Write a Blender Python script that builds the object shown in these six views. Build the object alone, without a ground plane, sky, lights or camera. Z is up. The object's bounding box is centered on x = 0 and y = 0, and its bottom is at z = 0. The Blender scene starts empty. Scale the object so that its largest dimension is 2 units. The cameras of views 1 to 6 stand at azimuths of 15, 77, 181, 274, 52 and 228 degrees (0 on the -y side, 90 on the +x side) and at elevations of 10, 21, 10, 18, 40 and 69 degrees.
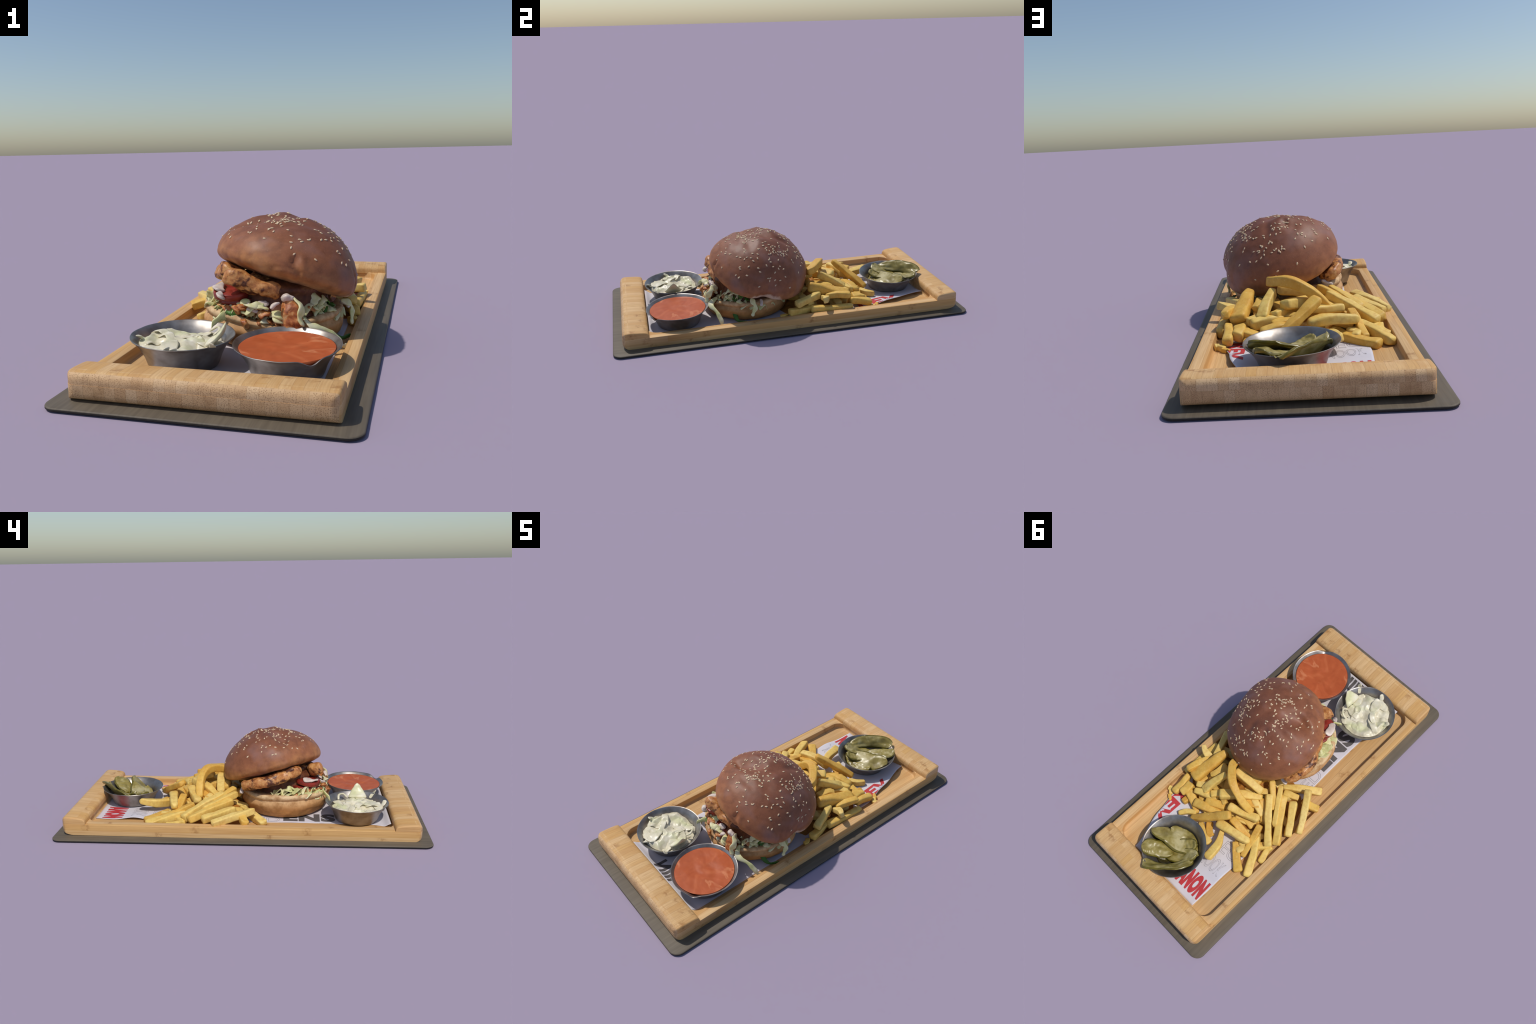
"""Grilled chicken burger with fries, pickles, slaw and sauce on a bamboo serving tray."""
import bpy, bmesh, math, random
import numpy as np
from mathutils import Vector, Matrix, noise as mnoise

rng = random.Random(11)
npr = np.random.default_rng(11)
V3 = lambda *a: np.array(a, float)


# ------------------------------------------------------------------ helpers
def fbm(p, scale, octaves=3, seed=0.0):
    """Smooth fractal noise in about -1..1 at a point."""
    q = Vector((p[0] * scale + seed, p[1] * scale - seed * 0.7, p[2] * scale + seed * 1.3))
    a, s, t = 1.0, 0.0, 0.0
    for _ in range(octaves):
        s += a * mnoise.noise(q)
        t += a
        q = q * 2.03
        a *= 0.5
    return s / t


def smoothstep(a, b, x):
    t = min(1.0, max(0.0, (x - a) / (b - a)))
    return t * t * (3 - 2 * t)


def floor_z(y):
    """Height of the tray's sunken floor (the tray leans a little)."""
    return 0.0352 + 0.0045 * y


def empty(name, loc, parent=None):
    o = bpy.data.objects.new(name, None)
    o.empty_display_size = 0.05
    bpy.context.scene.collection.objects.link(o)
    o.location = loc
    if parent:
        adopt(o, parent)
    return o


def world(o):
    m = o.matrix_basis
    return (world(o.parent) @ o.matrix_parent_inverse @ m) if o.parent else m


def adopt(o, parent):
    """Parent while keeping the world place that the object's own matrix states."""
    o.parent = parent
    o.matrix_parent_inverse = world(parent).inverted()


def mesh_obj(name, verts, faces, mats, parent=None, smooth=True, mat_index=None, flat_angle=None):
    me = bpy.data.meshes.new(name)
    me.from_pydata([tuple(map(float, v)) for v in verts], [], faces)
    for m in (mats if isinstance(mats, (list, tuple)) else [mats]):
        me.materials.append(m)
    if mat_index is not None:
        me.polygons.foreach_set("material_index", mat_index)
    me.polygons.foreach_set("use_smooth", [smooth] * len(me.polygons))
    bm = bmesh.new()
    bm.from_mesh(me)
    bmesh.ops.recalc_face_normals(bm, faces=bm.faces)
    if flat_angle:
        for e in bm.edges:
            if len(e.link_faces) == 2 and e.calc_face_angle(0) > math.radians(flat_angle):
                e.smooth = False
    bm.to_mesh(me)
    bm.free()
    o = bpy.data.objects.new(name, me)
    bpy.context.scene.collection.objects.link(o)
    if parent:
        adopt(o, parent)
    return o


def spline(pts, n):
    """Catmull-Rom curve through the points, n samples."""
    P = [np.array(p, float) for p in pts]
    if len(P) == 2:
        return np.array([P[0] + (P[1] - P[0]) * t for t in np.linspace(0, 1, n)])
    P = [2 * P[0] - P[1]] + P + [2 * P[-1] - P[-2]]
    k = len(P) - 3
    out = []
    for t in np.linspace(0, k, n):
        i = min(int(t), k - 1)
        f = t - i
        a, b, c, d = P[i:i + 4]
        out.append(0.5 * ((2 * b) + (c - a) * f + (2 * a - 5 * b + 4 * c - d) * f * f + (3 * b - a - 3 * c + d) * f ** 3))
    return np.array(out)


def loft_bar(pts, half_w, half_h, n=14, ring=16, power=4.0, up=(0, 0, 1), ends=(0.75, 0.75), end_len=0.12,
             rough=0.0, rough_scale=30.0, seed=0.0, twist=0.0):
    """A solid bar along a curve. half_w, half_h: numbers or functions of t. Section: superellipse.
    ends: size of the section at the two tips (1 = square cut, 0 = pointed)."""
    C = spline(pts, n)
    T = np.gradient(C, axis=0)
    T /= np.linalg.norm(T, axis=1)[:, None] + 1e-9
    upv = np.array(up, float)
    verts, faces = [], []
    ts = np.linspace(0, 1, n)
    for i in range(n):
        side = np.cross(T[i], upv)
        side /= np.linalg.norm(side) + 1e-9
        nor = np.cross(side, T[i])
        a = twist * (ts[i] - 0.5)
        s2 = side * math.cos(a) + nor * math.sin(a)
        n2 = nor * math.cos(a) - side * math.sin(a)
        t = ts[i]
        w = half_w(t) if callable(half_w) else half_w
        h = half_h(t) if callable(half_h) else half_h
        e = 1.0
        if t < end_len:
            q = t / end_len
            e = ends[0] + (1 - ends[0]) * math.sqrt(max(0, 1 - (1 - q) ** 2))
        elif t > 1 - end_len:
            q = (1 - t) / end_len
            e = ends[1] + (1 - ends[1]) * math.sqrt(max(0, 1 - (1 - q) ** 2))
        e = max(e, 0.02)
        for k in range(ring):
            th = 2 * math.pi * (k + 0.5) / ring
            c, s = math.cos(th), math.sin(th)
            x = math.copysign(abs(c) ** (2 / power), c) * w * e
            y = math.copysign(abs(s) ** (2 / power), s) * h * e
            p = C[i] + s2 * x + n2 * y
            if rough:
                d = s2 * c + n2 * s
                p = p + d * rough * fbm(p, rough_scale, 2, seed)
            verts.append(p)
    for i in range(n - 1):
        for k in range(ring):
            k2 = (k + 1) % ring
            faces.append((i * ring + k, i * ring + k2, (i + 1) * ring + k2, (i + 1) * ring + k))
    for i, sgn in ((0, -1), (n - 1, 1)):
        c = len(verts)
        w = half_w(ts[i]) if callable(half_w) else half_w
        verts.append(C[i] + T[i] * sgn * 0.12 * w)
        for k in range(ring):
            faces.append((i * ring + k, i * ring + (k + 1) % ring, c))
    return verts, faces


def lathe(profile, cx, cy, seg=96, shape=None, close_bottom=True, close_top=True):
    """Surface of revolution from (r, z) pairs. shape(angle, r, z) -> (r, z) lets it wobble."""
    verts, faces = [], []
    for r, z in profile:
        for k in range(seg):
            a = 2 * math.pi * k / seg
            rr, zz = shape(a, r, z) if shape else (r, z)
            verts.append((cx + rr * math.cos(a), cy + rr * math.sin(a), zz))
    for i in range(len(profile) - 1):
        for k in range(seg):
            k2 = (k + 1) % seg
            faces.append((i * seg + k, i * seg + k2, (i + 1) * seg + k2, (i + 1) * seg + k))
    if close_bottom:
        faces.append(tuple(range(seg)))
    if close_top:
        b = (len(profile) - 1) * seg
        faces.append(tuple(range(b, b + seg)))
    return verts, faces


# ------------------------------------------------------------------ materials
class Nodes:
    """Tiny builder for node materials."""

    def __init__(self, name):
        self.m = bpy.data.materials.new(name)
        self.m.use_nodes = True
        self.t = self.m.node_tree
        self.bsdf = self.t.nodes["Principled BSDF"]
        self.co = self.t.nodes.new("ShaderNodeTexCoord").outputs["Object"]

    def new(self, kind, **kw):
        n = self.t.nodes.new(kind)
        for k, v in kw.items():
            setattr(n, k, v)
        return n

    def put(self, sock, v):
        if isinstance(v, bpy.types.NodeSocket):
            self.t.links.new(v, sock)
        elif isinstance(v, (tuple, list)) and len(v) == 3 and sock.type == "RGBA":
            sock.default_value = (*v, 1)
        else:
            sock.default_value = v

    def map(self, scale=(1, 1, 1), loc=(0, 0, 0), rot=(0, 0, 0), vec=None):
        n = self.new("ShaderNodeMapping")
        self.put(n.inputs["Vector"], vec or self.co)
        n.inputs["Scale"].default_value = scale
        n.inputs["Location"].default_value = loc
        n.inputs["Rotation"].default_value = rot
        return n.outputs[0]

    def noise(self, scale, detail=3.0, rough=0.55, vec=None, dist=0.0, out="Fac"):
        n = self.new("ShaderNodeTexNoise")
        self.put(n.inputs["Vector"], vec or self.co)
        n.inputs["Scale"].default_value = scale
        n.inputs["Detail"].default_value = detail
        n.inputs["Roughness"].default_value = rough
        n.inputs["Distortion"].default_value = dist
        return n.outputs[out]

    def voronoi(self, scale, vec=None, feature="F1", out="Distance", rand=1.0):
        n = self.new("ShaderNodeTexVoronoi", feature=feature)
        self.put(n.inputs["Vector"], vec or self.co)
        n.inputs["Scale"].default_value = scale
        n.inputs["Randomness"].default_value = rand
        return n.outputs[out]

    def white(self, vec):
        n = self.new("ShaderNodeTexWhiteNoise", noise_dimensions="3D")
        self.put(n.inputs["Vector"], vec)
        return n.outputs["Value"]

    def math(self, op, a, b=0.0, clamp=False):
        n = self.new("ShaderNodeMath", operation=op, use_clamp=clamp)
        self.put(n.inputs[0], a)
        self.put(n.inputs[1], b)
        return n.outputs[0]

    def sep(self, vec=None):
        n = self.new("ShaderNodeSeparateXYZ")
        self.put(n.inputs[0], vec or self.co)
        return n.outputs

    def comb(self, x, y, z):
        n = self.new("ShaderNodeCombineXYZ")
        for s, v in zip(n.inputs, (x, y, z)):
            self.put(s, v)
        return n.outputs[0]

    def ramp(self, fac, stops, interp="LINEAR"):
        n = self.new("ShaderNodeValToRGB")
        n.color_ramp.interpolation = interp
        els = n.color_ramp.elements
        while len(els) < len(stops):
            els.new(0.5)
        for e, (p, c) in zip(els, stops):
            e.position = p
            e.color = (*c, 1) if isinstance(c, (tuple, list)) else (c, c, c, 1)
        self.put(n.inputs[0], fac)
        return n.outputs[0]

    def mix(self, fac, a, b, mode="MIX"):
        n = self.new("ShaderNodeMix", data_type="RGBA", blend_type=mode)
        self.put(n.inputs[0], fac)
        self.put(n.inputs[6], a)
        self.put(n.inputs[7], b)
        return n.outputs[2]

    def rand(self):
        return self.new("ShaderNodeObjectInfo").outputs["Random"]

    def bump(self, height, strength=0.3, dist=0.003):
        n = self.new("ShaderNodeBump")
        n.inputs["Strength"].default_value = strength
        n.inputs["Distance"].default_value = dist
        self.put(n.inputs["Height"], height)
        self.t.links.new(n.outputs[0], self.bsdf.inputs["Normal"])

    def done(self, color, rough=0.6, spec=0.3, **kw):
        self.put(self.bsdf.inputs["Base Color"], color)
        self.put(self.bsdf.inputs["Roughness"], rough)
        self.bsdf.inputs["Specular IOR Level"].default_value = spec
        for k, v in kw.items():
            self.put(self.bsdf.inputs[k.replace("_", " ")], v)
        return self.m


def srgb(r, g, b):
    f = lambda c: (c / 255 / 12.92) if c <= 10 else ((c / 255 + 0.055) / 1.055) ** 2.4
    return (f(r), f(g), f(b))


STRIP = 0.034  # width of one bamboo strip


def bamboo_long():
    """Bamboo seen along the grain: strips running along y."""
    n = Nodes("bamboo_long_grain")
    x, y, z = n.sep()
    cell = n.math("FLOOR", n.math("MULTIPLY", n.math("ADD", x, 2.013), 1 / STRIP))
    row = n.math("FLOOR", n.math("MULTIPLY", n.math("ADD", z, n.math("MULTIPLY", y, -0.0045)), 1 / 0.0355))
    r = n.white(n.comb(cell, row, 3.0))
    fine = n.noise(1.0, 4, 0.6, vec=n.map((170, 5, 170)))
    mid = n.noise(1.0, 3, 0.55, vec=n.map((38, 2.2, 38), (3, 1, 7)))
    base = n.ramp(r, [(0.0, srgb(212, 167, 110)), (0.35, srgb(222, 181, 125)), (0.7, srgb(228, 190, 138)), (1.0, srgb(216, 170, 106))])
    col = n.mix(n.ramp(fine, [(0.3, 0.0), (0.62, 1.0)]), n.mix(0.42, base, srgb(180, 126, 72)), base)
    col = n.mix(n.ramp(mid, [(0.45, 0.0), (0.75, 0.5)]), col, srgb(200, 146, 82))
    # growth nodes of the cane: short dark bands crossing a strip here and there
    yb = n.math("ADD", n.math("MULTIPLY", y, 1.7), n.math("MULTIPLY", r, 9.0))
    fr = n.math("FRACT", yb)
    band = n.ramp(fr, [(0.0, 0.0), (0.035, 1.0), (0.06, 0.6), (0.10, 0.0)])
    band = n.math("MULTIPLY", band, n.ramp(n.noise(60, 2), [(0.42, 0.15), (0.62, 1.0)]))
    col = n.mix(n.math("MULTIPLY", band, 0.6), col, srgb(150, 96, 44))
    # glue lines
    fx = n.math("FRACT", n.math("MULTIPLY", n.math("ADD", x, 2.013), 1 / STRIP))
    line = n.ramp(fx, [(0.0, 1.0), (0.03, 0.0), (0.97, 0.0), (1.0, 1.0)])
    col = n.mix(n.math("MULTIPLY", line, 0.45), col, srgb(140, 92, 48))
    n.bump(fine, 0.25, 0.002)
    return n.done(col, 0.55, 0.3)


def bamboo_end():
    """Bamboo end grain: blocks dotted with dark fibre bundles."""
    n = Nodes("bamboo_end_grain")
    x, y, z = n.sep()
    zz = n.math("ADD", z, n.math("MULTIPLY", y, -0.0045))
    upper = n.math("GREATER_THAN", zz, 0.0705)
    off = n.math("ADD", 2.013, n.math("MULTIPLY", upper, 0.017))
    cx = n.math("MULTIPLY", n.math("ADD", x, off), 1 / STRIP)
    r = n.white(n.comb(n.math("FLOOR", cx), upper, n.math("SIGN", y)))
    base = n.ramp(r, [(0, srgb(203, 161, 115)), (0.35, srgb(220, 181, 135)), (0.65, srgb(212, 171, 124)), (1, srgb(226, 190, 146))])
    dots = n.voronoi(215, vec=n.map((1.0, 0.25, 1.2)), rand=0.6)
    d = n.ramp(dots, [(0.22, 1.0), (0.42, 0.0)])
    d = n.math("MULTIPLY", d, n.ramp(n.noise(18, 2), [(0.3, 0.35), (0.6, 1.0)]))
    col = n.mix(n.math("MULTIPLY", d, 0.62), base, srgb(124, 82, 48))
    col = n.mix(n.ramp(n.noise(25, 3), [(0.5, 0.0), (0.8, 0.4)]), col, srgb(150, 108, 66))
    fx = n.math("FRACT", cx)
    line = n.ramp(fx, [(0.0, 1.0), (0.025, 0.0), (0.975, 0.0), (1.0, 1.0)])
    col = n.mix(n.math("MULTIPLY", line, 0.5), col, srgb(110, 74, 42))
    n.bump(dots, 0.2, 0.0015)
    return n.done(col, 0.6, 0.25)


def plate_mat(name, c1, c2):
    n = Nodes(name)
    s = n.noise(1.0, 4, 0.6, vec=n.map((90, 4, 40)))
    f = n.noise(5, 3)
    col = n.mix(n.ramp(s, [(0.35, 0.0), (0.7, 1.0)]), c1, c2)
    col = n.mix(n.ramp(f, [(0.4, 0.0), (0.8, 0.35)]), col, tuple(c * 0.75 for c in c1))
    return n.done(col, 0.55, 0.3)


def steel():
    n = Nodes("brushed_steel")
    br = n.noise(1.0, 3, 0.6, vec=n.map((14, 14, 220)))
    blot = n.noise(16, 3)
    col = n.mix(n.ramp(blot, [(0.35, 0.0), (0.7, 1.0)]), srgb(136, 127, 119), srgb(172, 167, 162))  # greys tinted warm for the food's reflections in the metal
    rough = n.math("ADD", 0.33, n.math("MULTIPLY", br, 0.16))
    n.bump(br, 0.06, 0.001)
    return n.done(col, rough, 0.4, Metallic=0.85)


# torn patch of the bun's rim: reach along x, y, z (as scale) and minus its middle, in the bun's own axes
TEAR_SCALE = (1 / 0.09, 1 / 0.12, 1 / 0.045)
TEAR_LOC = (-0.275 / 0.09, 0.010 / 0.12, 0.034 / 0.045)


def bun_crust():
    """Glazed dark crust; paler and warmer toward the cut edge. Object z is the bun's own axis."""
    n = Nodes("bun_crust")
    x, y, z = n.sep()
    big = n.noise(7, 3, 0.55)
    med = n.noise(26, 4, 0.6)
    fine = n.noise(260, 2, 0.6)
    h = n.math("ADD", z, n.math("MULTIPLY", n.math("SUBTRACT", big, 0.5), 0.16))
    col = n.ramp(n.math("MULTIPLY", n.math("ADD", h, 0.06), 3.4, True),
                 [(0.0, srgb(206, 160, 112)), (0.10, srgb(184, 126, 76)), (0.26, srgb(160, 102, 66)),
                  (0.50, srgb(146, 90, 60)), (0.78, srgb(133, 81, 58)), (1.0, srgb(122, 74, 57))])
    col = n.mix(n.ramp(med, [(0.40, 0.0), (0.70, 0.55)]), col, srgb(104, 60, 40))
    col = n.mix(n.ramp(n.noise(9, 2, 0.5, vec=n.map((1, 1, 1), (4, 2, 9))), [(0.52, 0.0), (0.72, 0.42)]), col, srgb(150, 116, 110))  # rosy sheen of reflected light painted into the crust in patches
    col = n.mix(n.ramp(fine, [(0.62, 0.0), (0.75, 0.35)]), col, srgb(205, 150, 112))
    # torn rim: bare crumb along the lip where the bun was pulled apart
    tear = n.new("ShaderNodeVectorMath", operation="LENGTH")
    n.put(tear.inputs[0], n.map(TEAR_SCALE, TEAR_LOC))
    edge = n.math("ADD", tear.outputs["Value"], n.math("MULTIPLY", n.math("SUBTRACT", med, 0.5), 0.9))
    col = n.mix(n.ramp(edge, [(0.70, 1.0), (0.95, 0.0)]), col, srgb(214, 184, 156))
    n.bump(n.math("ADD", med, n.math("MULTIPLY", fine, 0.25)), 0.25, 0.002)
    return n.done(col, 0.50, 0.35)


def bread(name, crust, pale, z0, z1):
    """Soft lower bun: baked sides, pale crumb at the cut."""
    n = Nodes(name)
    x, y, z = n.sep()
    big = n.noise(9, 4, 0.6)
    h = n.math("ADD", z, n.math("MULTIPLY", n.math("SUBTRACT", big, 0.5), 0.05))
    t = n.math("DIVIDE", n.math("SUBTRACT", h, z0), z1 - z0, True)
    col = n.ramp(t, [(0.0, crust), (0.55, tuple(0.6 * a + 0.4 * b for a, b in zip(crust, pale))), (0.9, pale)])
    col = n.mix(n.ramp(n.noise(22, 5, 0.65), [(0.42, 0.0), (0.66, 0.8)]), col, tuple(c * 0.66 for c in crust))
    n.bump(n.noise(120, 3), 0.25, 0.002)
    return n.done(col, 0.65, 0.2)


def fry_mat():
    n = Nodes("fried_potato")
    r = n.rand()
    shift = n.comb(n.math("MULTIPLY", r, 17.0), n.math("MULTIPLY", r, 31.0), 0.0)
    v = n.new("ShaderNodeVectorMath", operation="ADD")
    n.put(v.inputs[0], n.co)
    n.put(v.inputs[1], shift)
    big = n.noise(11, 3, 0.5, vec=v.outputs[0])
    med = n.noise(46, 4, 0.6, vec=v.outputs[0])
    tone = n.math("ADD", n.math("MULTIPLY", r, 0.55), n.math("MULTIPLY", big, 0.5))
    col = n.ramp(tone, [(0.15, srgb(238, 210, 132)), (0.45, srgb(233, 198, 108)), (0.7, srgb(226, 180, 84)), (0.95, srgb(208, 148, 56))])
    col = n.mix(n.ramp(med, [(0.46, 0.0), (0.76, 0.5)]), col, srgb(194, 132, 50))
    col = n.mix(n.ramp(n.noise(90, 2, 0.5, vec=v.outputs[0]), [(0.58, 0.0), (0.8, 0.4)]), col, srgb(240, 214, 140))
    n.bump(n.noise(150, 3), 0.25, 0.0015)
    return n.done(col, 0.5, 0.3, Subsurface_Weight=0.0)


def chicken_mat():
    n = Nodes("grilled_chicken")
    big = n.noise(13, 4, 0.6, dist=0.6)
    med = n.noise(45, 4, 0.6)
    col = n.ramp(med, [(0.3, srgb(214, 162, 102)), (0.5, srgb(192, 128, 70)), (0.70, srgb(140, 78, 40))])
    char = n.ramp(n.math("ADD", n.math("MULTIPLY", big, 0.75), n.math("MULTIPLY", med, 0.3)), [(0.525, 0.0), (0.585, 0.92)])
    col = n.mix(char, col, srgb(78, 38, 26))
    col = n.mix(n.ramp(n.voronoi(70), [(0.06, 0.8), (0.16, 0.0)]), col, srgb(70, 34, 20))
    n.bump(med, 0.5, 0.004)
    return n.done(col, 0.42, 0.45)


def saucy_mat():
    n = Nodes("sauce_coated_filling")
    med = n.noise(38, 4, 0.6, dist=0.5)
    col = n.ramp(med, [(0.28, srgb(100, 52, 30)), (0.42, srgb(164, 92, 48)), (0.54, srgb(196, 128, 70)), (0.68, srgb(222, 190, 138))])
    n.bump(med, 0.4, 0.003)
    return n.done(col, 0.45, 0.4)


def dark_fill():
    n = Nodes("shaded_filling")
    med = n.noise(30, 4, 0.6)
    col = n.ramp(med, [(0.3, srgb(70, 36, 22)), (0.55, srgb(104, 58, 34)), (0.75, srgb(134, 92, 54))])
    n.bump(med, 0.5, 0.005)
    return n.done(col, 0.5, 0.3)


def leaf_mat(name, a, b, c, transl=0.25):
    n = Nodes(name)
    f = n.noise(16, 4, 0.6, dist=0.4)
    g = n.noise(70, 3)
    col = n.ramp(n.math("ADD", n.math("MULTIPLY", f, 0.8), n.math("MULTIPLY", g, 0.2)), [(0.32, a), (0.5, b), (0.68, c)])
    n.bump(g, 0.3, 0.002)
    n.done(col, 0.45, 0.4)
    tr = n.new("ShaderNodeBsdfTranslucent")
    n.put(tr.inputs[0], col)
    mx = n.new("ShaderNodeMixShader")
    mx.inputs[0].default_value = transl
    n.t.links.new(n.bsdf.outputs[0], mx.inputs[1])
    n.t.links.new(tr.outputs[0], mx.inputs[2])
    n.t.links.new(mx.outputs[0], n.t.nodes["Material Output"].inputs[0])
    return n.m


def sauce_mat():
    n = Nodes("chilli_mayo")
    sw = n.noise(9, 3, 0.5, dist=2.2)
    sw2 = n.noise(5.5, 2, 0.5, vec=n.map((1, 2.2, 1), rot=(0, 0, 0.5)), dist=1.6)
    col = n.ramp(sw, [(0.3, srgb(176, 84, 45)), (0.55, srgb(186, 92, 51)), (0.75, srgb(196, 105, 62))])
    col = n.mix(n.ramp(sw2, [(0.60, 0.0), (0.67, 0.5), (0.74, 0.0)]), col, srgb(226, 150, 104))
    specks = n.ramp(n.voronoi(52), [(0.05, 1.0), (0.085, 0.0)])
    specks = n.math("MULTIPLY", specks, n.ramp(n.white(n.voronoi(52, out="Position")), [(0.55, 0.0), (0.6, 0.8)]))
    col = n.mix(specks, col, srgb(96, 36, 24))
    return n.done(col, 0.42, 0.25)


def slaw_mat():
    n = Nodes("creamy_cabbage")
    f = n.noise(22, 4, 0.6, dist=0.5)
    g = n.noise(10, 3, 0.5, vec=n.map((1, 1, 1), (5, 8, 2)))
    col = n.ramp(f, [(0.3, srgb(206, 197, 164)), (0.5, srgb(228, 218, 188)), (0.7, srgb(236, 228, 205))])
    col = n.mix(n.ramp(g, [(0.52, 0.0), (0.72, 0.6)]), col, srgb(208, 212, 150))
    n.bump(f, 0.3, 0.003)
    return n.done(col, 0.35, 0.45)


def pickle_flesh():
    n = Nodes("pickle_flesh")
    f = n.noise(14, 4, 0.55, dist=0.4)
    g = n.noise(60, 3)
    col = n.ramp(f, [(0.3, srgb(114, 98, 40)), (0.5, srgb(152, 136, 72)), (0.70, srgb(192, 178, 128))])
    col = n.mix(n.ramp(g, [(0.5, 0.0), (0.8, 0.35)]), col, srgb(126, 114, 40))
    n.bump(g, 0.2, 0.002)
    return n.done(col, 0.34, 0.5)


def pickle_skin():
    n = Nodes("pickle_skin")
    f = n.noise(40, 3)
    col = n.ramp(f, [(0.3, srgb(88, 78, 24)), (0.7, srgb(124, 112, 40))])
    return n.done(col, 0.3, 0.5)


def plain(name, color, rough=0.5, var=0.25, scale=30, spec=0.3):
    n = Nodes(name)
    f = n.noise(scale, 3)
    col = n.mix(n.ramp(f, [(0.35, 0.0), (0.7, 1.0)]), tuple(c * (1 - var) for c in color), color)
    return n.done(col, rough, spec)


M_LONG, M_END = bamboo_long(), bamboo_end()
M_PLATE = plate_mat("dark_plate_top", srgb(98, 88, 74), srgb(113, 102, 86))
M_PLATE_EDGE = plate_mat("plate_edge_baked_shade", srgb(40, 36, 31), srgb(46, 41, 36))  # plate colour darkened for the shade along its sides
M_STEEL = steel()
M_BUN = bun_crust()
M_BUN_LOW = bread("lower_bun_bread", srgb(194, 138, 82), srgb(222, 190, 146), 0.085, 0.165)
M_SEED = plain("sesame", srgb(236, 208, 170), 0.5, 0.18, 60)
M_FRY = fry_mat()
M_FRY_DEEP = plain("browned_fry_crumbs", srgb(186, 124, 52), 0.6, 0.4, 40, 0.2)
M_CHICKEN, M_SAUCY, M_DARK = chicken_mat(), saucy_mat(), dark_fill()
M_LETTUCE = leaf_mat("pale_lettuce", srgb(196, 202, 118), srgb(232, 226, 168), srgb(243, 236, 206), 0.15)
M_GREEN = leaf_mat("green_herb", srgb(58, 98, 34), srgb(84, 126, 48), srgb(112, 150, 66))
M_TOMATO = plain("tomato_flesh", srgb(164, 56, 42), 0.35, 0.5, 26, 0.45)
M_ONION = plain("white_onion", srgb(226, 208, 194), 0.4, 0.22, 40, 0.4)
M_SAUCE, M_SLAW = sauce_mat(), slaw_mat()
M_PFLESH, M_PSKIN = pickle_flesh(), pickle_skin()
M_OLIVE_BASE = plain("dark_olive_base", srgb(70, 62, 34), 0.15, 0.3, 20, 0.5)  # dark olive disc low in the bowl, under the slices
M_PAPER = plain("greaseproof_paper", srgb(218, 212, 216), 0.6, 0.07, 9)
M_RED = plain("red_print", srgb(200, 62, 66), 0.55, 0.1, 40)
M_BLACK = plain("black_print", srgb(102, 96, 94), 0.55, 0.2, 40)
M_LINE = plain("grey_outline_print", srgb(120, 112, 116), 0.6, 0.1, 40)


# ------------------------------------------------------------------ dark base plate
def base_plate():
    hx, hy, rad, t = 0.4645, 1.0000, 0.048, 0.0115
    def outline(inset):
        pts, r = [], rad - inset
        for cx, cy, a0 in ((hx - rad, hy - rad, 0), (-hx + rad, hy - rad, 90), (-hx + rad, -hy + rad, 180), (hx - rad, -hy + rad, 270)):
            for k in range(13):
                a = math.radians(a0 + 90 * k / 12)
                pts.append((cx + r * math.cos(a), cy + r * math.sin(a)))
        return pts
    levels = [(0.004, 0.0), (0.0, 0.003), (0.0, t - 0.0035), (0.0018, t - 0.0008), (0.005, t)]
    verts, faces, mi = [], [], []
    n = 52
    for ins, z in levels:
        verts += [(x, y, z) for x, y in outline(ins)]
    for i in range(len(levels) - 1):
        for k in range(n):
            faces.append((i * n + k, i * n + (k + 1) % n, (i + 1) * n + (k + 1) % n, (i + 1) * n + k))
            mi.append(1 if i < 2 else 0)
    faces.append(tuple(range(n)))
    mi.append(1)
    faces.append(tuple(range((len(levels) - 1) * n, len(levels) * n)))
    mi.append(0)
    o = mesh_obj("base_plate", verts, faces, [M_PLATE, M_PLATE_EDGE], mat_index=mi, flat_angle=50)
    o["label"] = "flat dark grey-brown rectangular slate plate with rounded corners"
    o["category"] = "serving plate"
    return o


# ------------------------------------------------------------------ bamboo tray
HALF_X = 0.404
Y_FRONT, Y_BACK = -0.9475, 0.9550


def half_width(y):
    """Plan of the tray: straight sides, rounded corners."""
    r = 0.030
    d = min(y - Y_FRONT, Y_BACK - y)
    return HALF_X if d >= r else HALF_X - r + math.sqrt(max(0, r * r - (r - d) ** 2))


def lean(v):
    return (v[0] + 0.0042 * v[1], v[1], v[2] + 0.0045 * v[1])


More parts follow.
